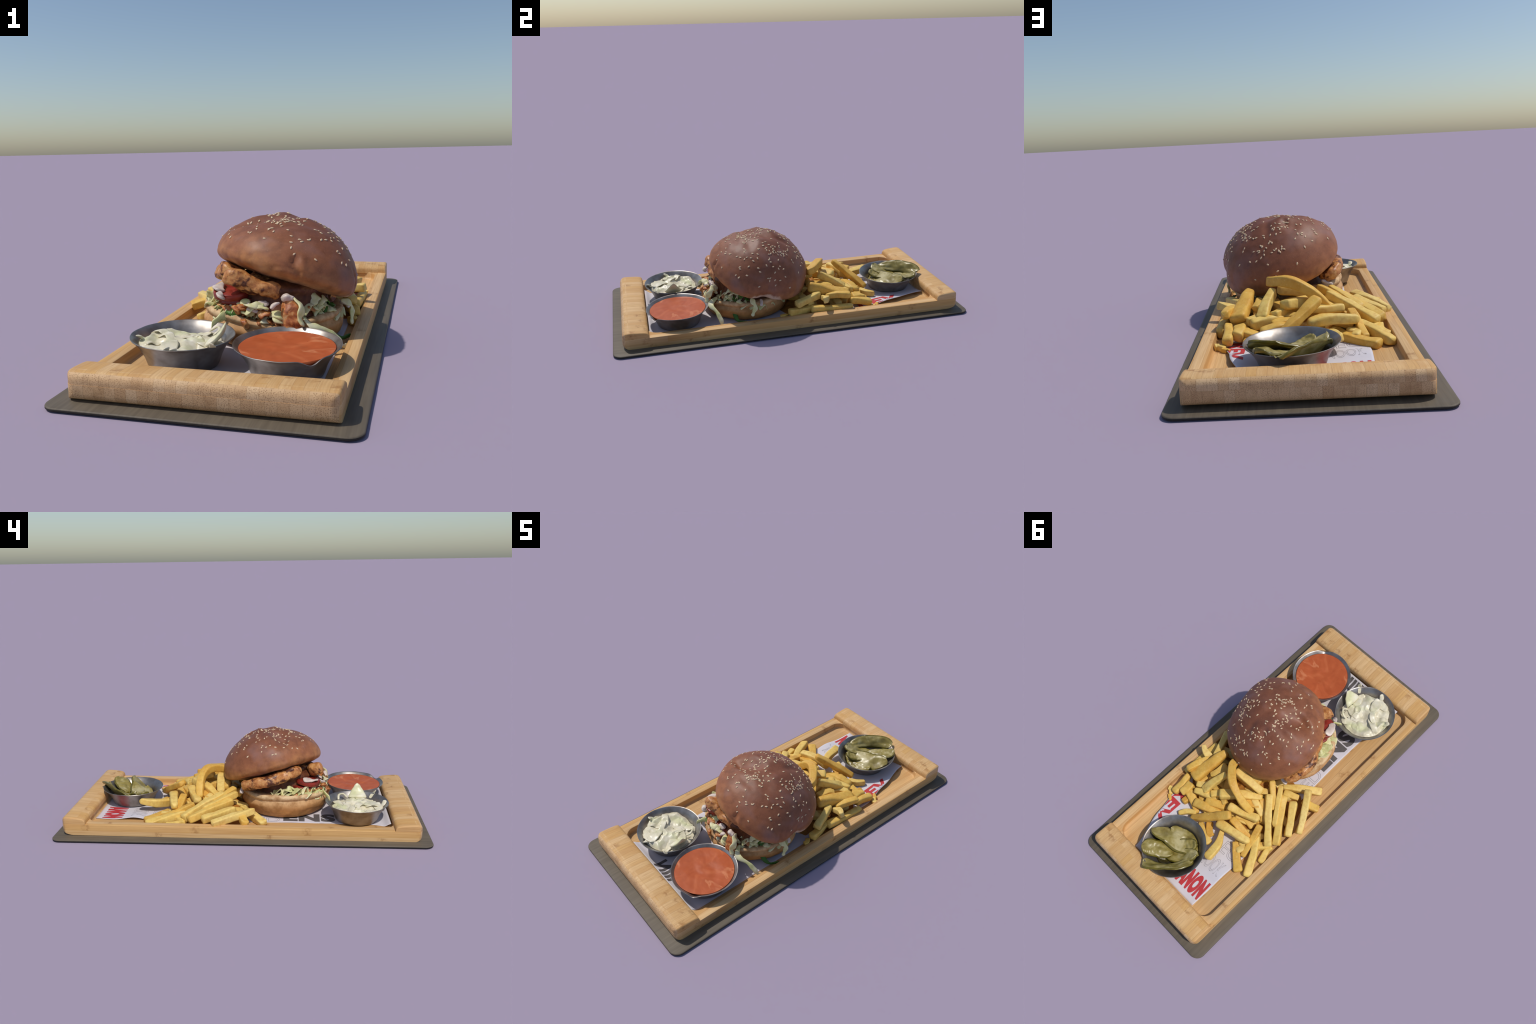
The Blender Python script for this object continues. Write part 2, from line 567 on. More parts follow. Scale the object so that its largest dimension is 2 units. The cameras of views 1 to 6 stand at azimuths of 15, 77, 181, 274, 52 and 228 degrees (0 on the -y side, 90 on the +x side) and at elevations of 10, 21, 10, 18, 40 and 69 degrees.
def section_loft(stations, r=0.003, steps=4):
    """Box sections (y, zb, zt) joined along y into a solid; the upper long edges are rounded by r."""
    verts, faces = [], []
    for y, zb, zt in stations:
        w = half_width(y)
        q = min(r if abs(y) < 0.84 or zt > 0.08 else 0.0004, 0.8 * (zt - zb), 0.5 * w)
        sec = [(-w + 0.002, zb), (w - 0.002, zb), (w, zb + 0.002)]
        sec += [(w - q + q * math.cos(a), zt - q + q * math.sin(a)) for a in np.linspace(0, math.pi / 2, steps)]
        sec += [(-w + q - q * math.cos(a), zt - q + q * math.sin(a)) for a in np.linspace(math.pi / 2, 0, steps)]
        sec += [(-w, zb + 0.002)]
        verts += [(x, y, z) for x, z in sec]
    m = 4 + 2 * steps
    for i in range(len(stations) - 1):
        for k in range(m):
            k2 = (k + 1) % m
            faces.append((i * m + k, i * m + k2, (i + 1) * m + k2, (i + 1) * m + k))
    faces.append(tuple(range(m)))
    b = (len(stations) - 1) * m
    faces.append(tuple(range(b, b + m)))
    return verts, faces


def finish_wood(o, end_limit=0.55):
    """Apply modifiers, lean the part with the tray and give end-grain faces their own material."""
    dg = bpy.context.evaluated_depsgraph_get()
    dg.update()
    me = bpy.data.meshes.new_from_object(o.evaluated_get(dg))
    o.modifiers.clear()
    o.data = me
    bm = bmesh.new()
    bm.from_mesh(me)
    bmesh.ops.triangulate(bm, faces=[f for f in bm.faces if len(f.verts) > 4])
    for v in bm.verts:
        v.co = lean(v.co)
    bm.normal_update()
    for f in bm.faces:
        outer = abs(f.calc_center_median().y) > 0.86
        f.material_index = 1 if (abs(f.normal.y) > end_limit and outer) else 0
        f.smooth = True
    for e in bm.edges:
        if len(e.link_faces) == 2 and e.calc_face_angle(0) > math.radians(32):
            e.smooth = False
    bm.to_mesh(me)
    bm.free()


def tray():
    root = empty("wooden_serving_tray", (0, 0, 0.01))
    root["label"] = "long bamboo serving tray with sunken floor and raised end handles"
    root["category"] = "serving tray"
    top = 0.0700
    bot = 0.0085
    end = [(0.0, 0.042, top), (0.0012, 0.037, top), (0.005, 0.030, top), (0.012, 0.0235, top), (0.022, 0.0180, top), (0.036, 0.0130, top),
           (0.050, 0.0098, top), (0.062, bot, top)]
    st = [(Y_FRONT + d, zb, zt) for d, zb, zt in end] + [(y, bot, top) for y in np.linspace(-0.84, 0.84, 9)]
    st += [(Y_BACK - d, zb, zt) for d, zb, zt in reversed(end)]
    v, f = section_loft(st)
    base = mesh_obj("tray_base", v, f, [M_LONG, M_END], root)
    # the sunken floor: a rounded rectangle pressed into the top with a small fillet at its foot
    cx, y0, y1, rad = 0.352, -0.812, 0.829, 0.062
    lv = [(-0.0035, 0.30), (-0.0035, top + 0.0005), (-0.0022, top - 0.0002), (-0.0008, top - 0.0012), (0.0, top - 0.0035), (0.0, 0.047), (0.0015, 0.041), (0.005, 0.037), (0.010, 0.0352)]
    cv, cf, n = [], [], 36
    for ins, z in lv:
        for sx, yc, a0 in ((1, y1, 0), (-1, y1, 90), (-1, y0, 180), (1, y0, 270)):
            for k in range(9):
                a = math.radians(a0 + 90 * k / 8)
                px = sx * (cx - rad) + (rad - ins) * math.cos(a)
                py = yc + (-rad if yc > 0 else rad) + (rad - ins) * math.sin(a)
                cv.append((px, py, z))
    for i in range(len(lv) - 1):
        for k in range(n):
            cf.append((i * n + k, i * n + (k + 1) % n, (i + 1) * n + (k + 1) % n, (i + 1) * n + k))
    cf += [tuple(range(n)), tuple(range((len(lv) - 1) * n, len(lv) * n))]
    cut = mesh_obj("floor_cutter", cv, cf, M_LONG)
    b = base.modifiers.new("floor", "BOOLEAN")
    b.operation, b.object, b.solver = "DIFFERENCE", cut, "EXACT"
    finish_wood(base)
    bpy.data.objects.remove(cut)
    # handles: rounded ridges glued on each end
    prof = [(0.0, 0.080), (0.0008, 0.0835), (0.003, 0.0890), (0.007, 0.0935), (0.013, 0.0970), (0.022, 0.0995), (0.038, 0.1020),
            (0.060, 0.1040), (0.080, 0.1055), (0.096, 0.1058), (0.104, 0.1045), (0.110, 0.1020), (0.1155, 0.0978), (0.1195, 0.0925), (0.1220, 0.0865), (0.1230, 0.0795)]
    L = prof[-1][0]
    for sign in (-1, 1):
        yo = Y_FRONT if sign < 0 else Y_BACK
        yi = -0.809 if sign < 0 else 0.826
        k = abs(yo - yi) / L
        raise_ = 0.0008 if sign < 0 else 0.0042
        # measured from the inner face outwards: the inner shoulder is the rounder one
        st = [(yo - sign * (L - d) * k, top - 0.004, zt + raise_) for d, zt in prof]
        st.sort(key=lambda q: q[0])
        v, f = section_loft(st, 0.009, 6)
        h = mesh_obj("handle", v, f, [M_LONG, M_END], root)
        for vert in h.data.vertices:  # a hair inside the tray's outline, so that no two faces coincide
            vert.co.x *= 0.9986
            vert.co.y -= sign * 0.0006
        finish_wood(h)
    return root


# ------------------------------------------------------------------ paper liner and its print
def paper_z(x, y):
    z = floor_z(y) + 0.0022
    # a wave lifting the left edge at the back and a raised lip on the right at the back
    z += 0.016 * math.exp(-((y - 0.60) / 0.07) ** 2) * smoothstep(-0.05, -0.24, x)
    z += 0.020 * smoothstep(0.12, 0.26, x) * smoothstep(0.40, 0.62, y)
    z += 0.004 * smoothstep(-0.17, -0.25, x) * smoothstep(0.72, 0.82, y)
    z += 0.020 * smoothstep(-0.765, -0.805, y)
    z += 0.0012 * fbm((x, y, 0), 9, 2)
    return max(z, floor_z(y) + 0.0016)


def paper_right(y):
    if y < 0.42:
        return 0.315
    return 0.315 - 0.035 * smoothstep(0.42, 0.60, y) - 0.058 * smoothstep(0.58, 0.82, y)


def paper():
    nx, ny = 60, 150
    verts, faces = [], []
    for lay in (0, 1):
        for j in range(ny + 1):
            y = -0.803 + 1.623 * j / ny
            x0 = -0.243 - 0.006 * math.sin(y * 5) - 0.025 * smoothstep(-0.70, -0.81, y)
            x1 = paper_right(y)
            for i in range(nx + 1):
                x = x0 + (x1 - x0) * i / nx
                verts.append((x, y, paper_z(x, y) - (0.0014 if lay else 0)))
    W = nx + 1
    N = W * (ny + 1)
    for j in range(ny):
        for i in range(nx):
            a = j * W + i
            faces.append((a, a + 1, a + W + 1, a + W))
            faces.append((N + a, N + a + W, N + a + W + 1, N + a + 1))
    for j in range(ny):
        for i in (0, nx):
            a = j * W + i
            faces.append((a, a + W, N + a + W, N + a))
    for i in range(nx):
        for j in (0, ny):
            a = j * W + i
            faces.append((a, a + 1, N + a + 1, N + a))
    o = mesh_obj("paper_liner", verts, faces, M_PAPER)
    o["label"] = "white printed greaseproof paper sheet with red and black lettering"
    o["category"] = "paper liner"

    def words(text, origin, right, up, width, height, mat, name, outline=False, bold=0.02):
        """Lettering laid on the paper: origin is the lower left corner, right and up are plan directions."""
        cu = bpy.data.curves.new(name, "FONT")
        cu.body = text
        if outline:
            cu.fill_mode = "NONE"
            cu.bevel_depth = 0.006
            cu.bevel_resolution = 0
        else:
            cu.offset = bold
            cu.space_character = 1.0 + 1.6 * bold
        tmp = bpy.data.objects.new(name, cu)
        bpy.context.scene.collection.objects.link(tmp)
        dg = bpy.context.evaluated_depsgraph_get()
        dg.update()
        me = bpy.data.meshes.new_from_object(tmp.evaluated_get(dg))
        bpy.data.objects.remove(tmp)
        bm = bmesh.new()
        bm.from_mesh(me)
        xs = [v.co.x for v in bm.verts]
        ys = [v.co.y for v in bm.verts]
        x0, x1, y0, y1 = min(xs), max(xs), min(ys), max(ys)
        bmesh.ops.triangulate(bm, faces=bm.faces)
        if not outline:
            bmesh.ops.subdivide_edges(bm, edges=bm.edges, cuts=3, use_grid_fill=True)
        kill = []
        for v in bm.verts:
            s = (v.co.x - x0) / (x1 - x0) * width
            t = (v.co.y - y0) / (y1 - y0) * height
            X = origin[0] + right[0] * s + up[0] * t
            Y = origin[1] + right[1] * s + up[1] * t
            lift = 0.0009 + (v.co.z * 0.02 if outline else 0)
            v.co = (X, Y, paper_z(X, Y) + lift)
            if X > paper_right(Y) - 0.002 or X < -0.247 or Y > 0.818:
                kill.append(v)
        bmesh.ops.delete(bm, geom=kill, context="VERTS")
        bm.to_mesh(me)
        bm.free()
        me.materials.clear()
        me.materials.append(mat)
        ob = bpy.data.objects.new(name, me)
        bpy.context.scene.collection.objects.link(ob)
        adopt(ob, o)

    words("ANON", (-0.060, 0.790), (-1, -0.02), (0.02, -1), 0.172, 0.116, M_RED, "red_lettering", bold=0.085)
    words("REV", (0.297, 0.395), (0, 1), (-1, 0), 0.245, 0.070, M_RED, "red_lettering", bold=0.045)
    words("NOOK", (-0.075, 0.630), (-1, -0.03), (0.03, -1), 0.145, 0.082, M_LINE, "outline_lettering", outline=True)
    words("EC", (-0.120, 0.515), (-1, -0.03), (0.03, -1), 0.100, 0.075, M_LINE, "outline_lettering", outline=True)
    words("ENS", (-0.219, -0.225), (0, -1), (1, 0), 0.285, 0.105, M_BLACK, "black_lettering", bold=0.06)
    words("IIIN", (0.082, -0.793), (-1, 0), (0, 1), 0.150, 0.075, M_BLACK, "black_lettering", bold=0.05)
    words("ED", (-0.232, -0.075), (0, -1), (1, 0), 0.13, 0.060, M_LINE, "outline_lettering", outline=True)
    return o


# ------------------------------------------------------------------ bowls
def bowl(name, label, cx, cy, rim_r, rim_z, tilt, seed, notch=None):
    root = empty(name, (cx, cy, floor_z(cy) + 0.003))
    root["label"], root["category"] = label, "condiment bowl"
    fz = floor_z(cy) + 0.004
    H = rim_z - fz
    outer = [(0.0, 0.02), (0.100, 0.0), (0.110, 0.0), (0.1155, 0.03), (0.1205, 0.14), (0.1275, 0.36), (0.138, 0.58), (0.1505, 0.78), (0.1625, 0.92), (0.169, 0.985), (0.1715, 1.0)]
    inner = [(0.1725, 1.02), (0.1715, 1.035), (0.1690, 1.03), (0.1655, 0.995), (0.158, 0.93), (0.146, 0.79), (0.134, 0.60), (0.124, 0.38), (0.117, 0.16), (0.110, 0.07), (0.0, 0.06)]
    k = rim_r / 0.172
    prof = [(max(r * k, 0.0005), fz + h * H) for r, h in outer + inner]

    def shape(a, r, z):
        u = (z - fz) / H
        wob = 0.0018 * u * fbm((math.cos(a), math.sin(a), 0), 1.7, 2, seed)
        dz = u * (tilt[0] * r * math.cos(a) + tilt[1] * r * math.sin(a)) + 0.0016 * u * fbm((math.cos(a), math.sin(a), 1), 3.0, 2, seed)
        if notch:
            d = (a - notch[0] + math.pi) % (2 * math.pi) - math.pi
            dz -= notch[2] * math.exp(-(d / notch[1]) ** 2) * max(0, u - 0.6) * 2.4
        return r + wob, z + dz
    v, f = lathe(prof, cx, cy, 128, shape)
    mesh_obj("steel_bowl", v, f, M_STEEL, root, flat_angle=60)
    return root


def wall_radius(z, y, rim_z=0.131, rim_r=0.172):
    """How far from a bowl's axis its inner wall stands at height z."""
    fz = floor_z(y) + 0.004
    u = (z - fz) / (rim_z - fz)
    return float(np.interp(u, [0.07, 0.16, 0.38, 0.60, 0.79, 0.93, 1.0, 1.1], [0.110, 0.117, 0.124, 0.134, 0.146, 0.158, 0.1655, 0.30])) * rim_r / 0.172


def keep_inside(verts, cx, cy, gap=0.003):
    out = []
    for p in verts:
        x, y, z = p
        q = math.hypot(x - cx, y - cy)
        m = wall_radius(z, cy) - gap
        if q > m:
            x, y = cx + (x - cx) * m / q, cy + (y - cy) * m / q
        out.append((x, y, max(z, floor_z(cy) + 0.012)))
    return out


def disc_surface(cx, cy, rad, zfun, rings=48, seg=128, depth=0.03):
    """A filled round top surface with a short skirt below it."""
    verts, faces = [(cx, cy, zfun(cx, cy))], []
    for i in range(1, rings + 1):
        r = rad * i / rings
        for k in range(seg):
            a = 2 * math.pi * k / seg
            x, y = cx + r * math.cos(a), cy + r * math.sin(a)
            verts.append((x, y, zfun(x, y)))
    for k in range(seg):
        a = 2 * math.pi * k / seg
        verts.append((cx + rad * 0.8 * math.cos(a), cy + rad * 0.8 * math.sin(a), zfun(cx, cy) - depth))
    for k in range(seg):
        faces.append((0, 1 + k, 1 + (k + 1) % seg))
    for i in range(rings):
        for k in range(seg):
            a, b = 1 + i * seg + k, 1 + i * seg + (k + 1) % seg
            faces.append((a, b, b + seg, a + seg))
    faces.append(tuple(range(1 + rings * seg, 1 + (rings + 1) * seg)))
    return verts, faces


def sauce_bowl():
    cx, cy = 0.192, -0.637
    root = bowl("sauce_bowl", "small steel bowl filled with smooth orange chilli mayonnaise", cx, cy, 0.172, 0.129, (0.0, 0.02), 3.0,
                notch=(math.radians(-54), 0.16, 0.016))

    def z(x, y):
        r = math.hypot(x - cx, y - cy)
        s = 0.1175 + 0.02 * (y - cy) + 0.003 * smoothstep(0.02, 0.13, r)
        th = math.atan2(y - cy, x - cx)
        s += 0.0018 * math.sin(th * 2 + r * 55) * smoothstep(0.14, 0.05, r) * smoothstep(0.005, 0.04, r) + 0.0018 * fbm((x, y, 0), 18, 3)
        return s
    v, f = disc_surface(cx, cy, 0.1535, z, depth=0.045)
    mesh_obj("sauce", v, f, M_SAUCE, root)


def slaw_bowl():
    cx, cy = -0.159, -0.627
    root = bowl("slaw_bowl", "small steel bowl heaped with creamy shredded cabbage", cx, cy, 0.172, 0.134, (-0.012, 0.004), 8.0)

    def z(x, y):
        r = math.hypot(x - cx, y - cy)
        n1 = fbm((x, y, 0.3), 8.5, 3, 2.0)
        fold = 1 - abs(fbm((x + 0.03 * n1, y, 0), 10.5, 2, 5.0)) * 3.0
        s = 0.102 + 0.012 * smoothstep(0.15, 0.03, r) + 0.018 * n1 + 0.017 * fold + 0.004 * fbm((x, y, 0), 40, 2, 3.0)
        return s - 0.010 * smoothstep(0.11, 0.145, r) - 0.085 * (x - cx)
    v, f = disc_surface(cx, cy, 0.145, z, 72, 180, 0.045)
    v = keep_inside(v, cx, cy)
    mesh_obj("slaw", v, f, M_SLAW, root)
    # broad strips of cabbage folded into the heap
    for i in range(15):
        a, r = rng.uniform(0, 6.28), 0.118 * math.sqrt(rng.random())
        px, py = cx + r * math.cos(a), cy + r * math.sin(a)
        d = rng.uniform(0, 6.28)
        L = rng.uniform(0.07, 0.13)
        pts = []
        bend = rng.uniform(-0.8, 0.8)
        for t in np.linspace(-0.5, 0.5, 5):
            x = px + L * t * math.cos(d + bend * t)
            y = py + L * t * math.sin(d + bend * t)
            q = math.hypot(x - cx, y - cy)
            if q > 0.135:
                x, y = cx + (x - cx) * 0.135 / q, cy + (y - cy) * 0.135 / q
            pts.append((x, y, z(x, y) - 0.001 + 0.016 * (0.25 - t * t) * rng.uniform(0, 1.6)))
        wd = rng.uniform(0.016, 0.030)
        v, f = loft_bar(pts, wd, 0.003, 22, 14, 2.4, ends=(0.5, 0.4), end_len=0.3, rough=0.007, rough_scale=28, seed=i, twist=rng.uniform(-0.9, 0.9))
        mesh_obj("cabbage_strip", keep_inside(v, cx, cy), f, M_SLAW, root)
    # one leaf standing up from the heap, and a curled ring
    v, f = loft_bar([(-0.060, -0.640, 0.120), (-0.035, -0.640, 0.138), (-0.018, -0.640, 0.160), (-0.007, -0.639, 0.186)],
                    lambda t: 0.044 * (1 - t) + 0.012, lambda t: 0.010 * (1 - 0.5 * t), 18, 14, 2.4, up=(0, 0, 1), ends=(0.9, 0.25), end_len=0.2, rough=0.004, rough_scale=40)
    mesh_obj("cabbage_leaf", v, f, M_SLAW, root)
    for pts, w in (([(-0.03, -0.72, 0.112), (-0.02, -0.735, 0.135), (-0.022, -0.745, 0.150)], 0.011),
                   ([(-0.10, -0.53, 0.122), (-0.07, -0.535, 0.140), (-0.055, -0.56, 0.138), (-0.07, -0.58, 0.124)], 0.006),
                   ([(-0.28, -0.65, 0.116), (-0.295, -0.66, 0.128), (-0.298, -0.675, 0.138)], 0.012),
                   ([(-0.17, -0.76, 0.112), (-0.16, -0.775, 0.128), (-0.15, -0.782, 0.140)], 0.012)):
        v, f = loft_bar(pts, w, 0.0035, 14, 10, 2.6, ends=(0.8, 0.5), end_len=0.25, rough=0.003, rough_scale=50)
        mesh_obj("cabbage_strip", keep_inside(v, cx, cy), f, M_SLAW, root)


def pickle_slice(root, pts, width, wave, seed, up=(0, 0, 1), thick=0.0085):
    """A long wavy slice: pale faces, dark skin round the edge."""
    n, m = 34, 13
    C = spline(pts, n)
    T = np.gradient(C, axis=0)
    T /= np.linalg.norm(T, axis=1)[:, None]
    verts, faces, mi = [], [], []
    U = np.array(up, float)
    for lay in (1, -1):
        for i in range(n):
            t = i / (n - 1)
            s = np.cross(T[i], U)
            s /= np.linalg.norm(s)
            nn = np.cross(s, T[i])
            w = width * (max(0.0, 1 - abs(2 * t - 1) ** 3.4) ** 0.5 * 0.94 + 0.06)
            for j in range(m):
                q = 2 * j / (m - 1) - 1
                edge = 1 - 0.75 * abs(q) ** 5
                p = C[i] + s * q * w + nn * (lay * thick * edge + 0.75 * wave * math.sin(t * 7 + seed) * q + 0.010 * fbm((t * 3, q, seed), 1.6, 2))
                verts.append(p)
    N = n * m
    for lay in (0, 1):
        for i in range(n - 1):
            for j in range(m - 1):
                a = lay * N + i * m + j
                faces.append((a, a + 1, a + m + 1, a + m))
                mi.append(1 if j in (0, m - 2) else 0)
    for i in range(n - 1):
        for j in (0, m - 1):
            a = i * m + j
            faces.append((a, a + m, N + a + m, N + a))
            mi.append(1)
    for j in range(m - 1):
        for i in (0, n - 1):
            a = i * m + j
            faces.append((a, a + 1, N + a + 1, N + a))
            mi.append(1)
    mesh_obj("pickle_slice", keep_inside(verts, 0.048, 0.673), faces, [M_PFLESH, M_PSKIN], root, mat_index=mi, flat_angle=65)


def pickle_bowl():
    cx, cy = 0.048, 0.673
    root = bowl("pickle_bowl", "small steel bowl of wavy green gherkin slices", cx, cy, 0.174, 0.131, (-0.02, 0.015), 14.0)
    v, f = disc_surface(cx, cy, 0.117, lambda x, y: 0.058 + 0.002 * fbm((x, y, 0), 20), 10, 64, 0.02)
    mesh_obj("dark_bowl_disc", v, f, M_OLIVE_BASE, root)
    S = [([(0.200, 0.704, 0.138), (0.170, 0.680, 0.122), (0.115, 0.655, 0.110), (0.050, 0.645, 0.102), (-0.010, 0.620, 0.090), (-0.060, 0.598, 0.078)], 0.052, 0.009, 0.3, (0.05, -0.55, 1)),
         ([(0.172, 0.795, 0.142), (0.135, 0.768, 0.130), (0.090, 0.738, 0.112), (0.030, 0.700, 0.092)], 0.046, 0.009, 2.0, (0.35, 0.1, 1)),
         ([(0.102, 0.850, 0.130), (0.055, 0.828, 0.136), (0.000, 0.785, 0.133), (-0.048, 0.730, 0.128), (-0.082, 0.655, 0.118)], 0.040, 0.012, 4.1, (0.6, -0.6, 0.75)),
         ([(0.055, 0.735, 0.082), (0.005, 0.695, 0.092), (-0.045, 0.650, 0.112), (-0.082, 0.620, 0.136)], 0.040, 0.006, 1.0, (0.5, 0.15, 1)),
         ([(0.060, 0.665, 0.086), (0.010, 0.620, 0.096), (-0.035, 0.582, 0.116)], 0.036, 0.005, 2.6, (0.3, 0.5, 1)),
         ([(0.145, 0.620, 0.092), (0.070, 0.590, 0.080), (-0.020, 0.585, 0.072)], 0.034, 0.006, 5.2, (0, -0.3, 1)),
         ([(0.130, 0.745, 0.078), (0.085, 0.715, 0.072), (0.030, 0.675, 0.066)], 0.060, 0.008, 5.9, (0, 0, 1))]
    for pts, w, wave, ph, up in S:
        pickle_slice(root, pts, w, wave, ph, up)


# ------------------------------------------------------------------ burger
BUN_C = V3(0.089, -0.152, 0.271)
BUN_R = np.array((Matrix.Rotation(0.274, 3, "Y") @ Matrix.Rotation(-0.262, 3, "X")))
BUN_AX = (0.286, 0.291, 0.201, 0.053)   # half sizes: x, y, dome, underside
BUN_N = (2.0, 3.258)                   # roundness of dome and underside
# uneven baking: gentle swellings and hollows, by elevation ring, going round from +x
SWELL = {-25: (-.003, -.002, -.003, .005, -.008, -.011, -.001, -.007),
         5: (-.018, -.002, -.007, -.002, 0, 0, -.005, .001, 0, .027),
         35: (-.004, -.002, .002, -.002, .001, -.015, -.012, .002),
         62: (.003, -.007, .012, -.011, .005),
         90: (.014,)}
LOBES = []
for el, row in SWELL.items():
    for k, amp in enumerate(row):
        a, e = 2 * math.pi * k / len(row), math.radians(el)
        LOBES.append((V3(math.cos(e) * math.cos(a), math.cos(e) * math.sin(a), math.sin(e)), amp))
LOBE_D = np.array([l[0] for l in LOBES])
LOBE_A = np.array([l[1] for l in LOBES])
# creases and dimples on the crust: world place, reach (x, y, z), depth along the bun's axis or inwards
DENTS = [((-0.030, -0.210, 0.455), (0.066, 0.034, 0.07), 0.038), ((0.035, -0.172, 0.475), (0.058, 0.034, 0.07), 0.024),
         ((0.058, -0.036, 0.470), (0.014, 0.030, 0.06), 0.011), ((0.15, -0.21, 0.47), (0.07, 0.08, 0.08), 0.009), ((0.025, -0.015, 0.450), (0.038, 0.038, 0.06), 0.011),
         ((0.125, -0.120, 0.48), (0.040, 0.05, 0.07), 0.014), ((0.10, -0.28, 0.445), (0.055, 0.025, 0.07), 0.009),
         ((0.19, -0.22, 0.44), (0.05, 0.03, 0.07), 0.008), ((0.14, -0.03, 0.45), (0.02, 0.06, 0.07), 0.007),
         ((0.060, -0.078, 0.49), (0.030, 0.024, 0.07), -0.009), ((-0.03, -0.13, 0.46), (0.055, 0.022, 0.07), -0.009),
         ((-0.06, -0.26, 0.43), (0.05, 0.02, 0.07), -0.006), ((0.17, -0.16, 0.46), (0.03, 0.03, 0.07), -0.006),
         ((0.172, -0.412, 0.348), (0.009, 0.02, 0.020), 0.016), ((0.188, -0.41, 0.305), (0.009, 0.03, 0.028), 0.012),
         ((0.20, -0.40, 0.330), (0.009, 0.03, 0.03), -0.009), ((0.11, -0.42, 0.33), (0.02, 0.03, 0.010), 0.006),
         ((0.361, -0.276, 0.262), (0.03, 0.008, 0.035), 0.014), ((0.365, -0.30, 0.255), (0.04, 0.02, 0.04), -0.006),
         ((0.345, -0.175, 0.185), (0.05, 0.045, 0.025), 0.024), ((0.35, -0.10, 0.27), (0.05, 0.05, 0.05), 0.010)]


def bun_point(d):
    """Point of the upper bun, in its own axes, in direction d."""
    ax, ay, h1, h2 = BUN_AX
    hz, n = (h1, BUN_N[0]) if d[2] > 0 else (h2, BUN_N[1])
    rr = math.hypot(d[0] / ax, d[1] / ay)
    g = (rr ** n + abs(d[2] / hz) ** n) ** (1 / n)
    e = d / V3(0.28, 0.28, 0.2)
    e = e / np.linalg.norm(e)
    r = 1 / g + float(np.exp(-(2 - 2 * (LOBE_D @ e)) / 0.42 ** 2) @ LOBE_A)
    p = d * r
    w = BUN_C + BUN_R @ p
    for c, s, depth in DENTS:
        q = (w - np.array(c)) / np.array(s)
        k = math.exp(-float(q @ q))
        if k > 1e-3:
            inward = V3(0, 0, -1) if c[2] > 0.4 else -p / np.linalg.norm(p)
            p = p + inward * depth * k
    if d[2] > 0:
        p = p + d * (0.0060 * fbm(p, 9, 3, 4.0))
    else:
        p = p + V3(0, 0, 1) * 0.006 * fbm(p, 14, 3, 9.0)
    return p


def bun_dir(az, el):
    # even cover of dome, rim and underside: elevation measured on the squashed shape
    d = V3(math.cos(el) * math.cos(az) * 0.29, math.cos(el) * math.sin(az) * 0.29, math.sin(el) * (0.21 if el > 0 else 0.06))
    return d / np.linalg.norm(d)


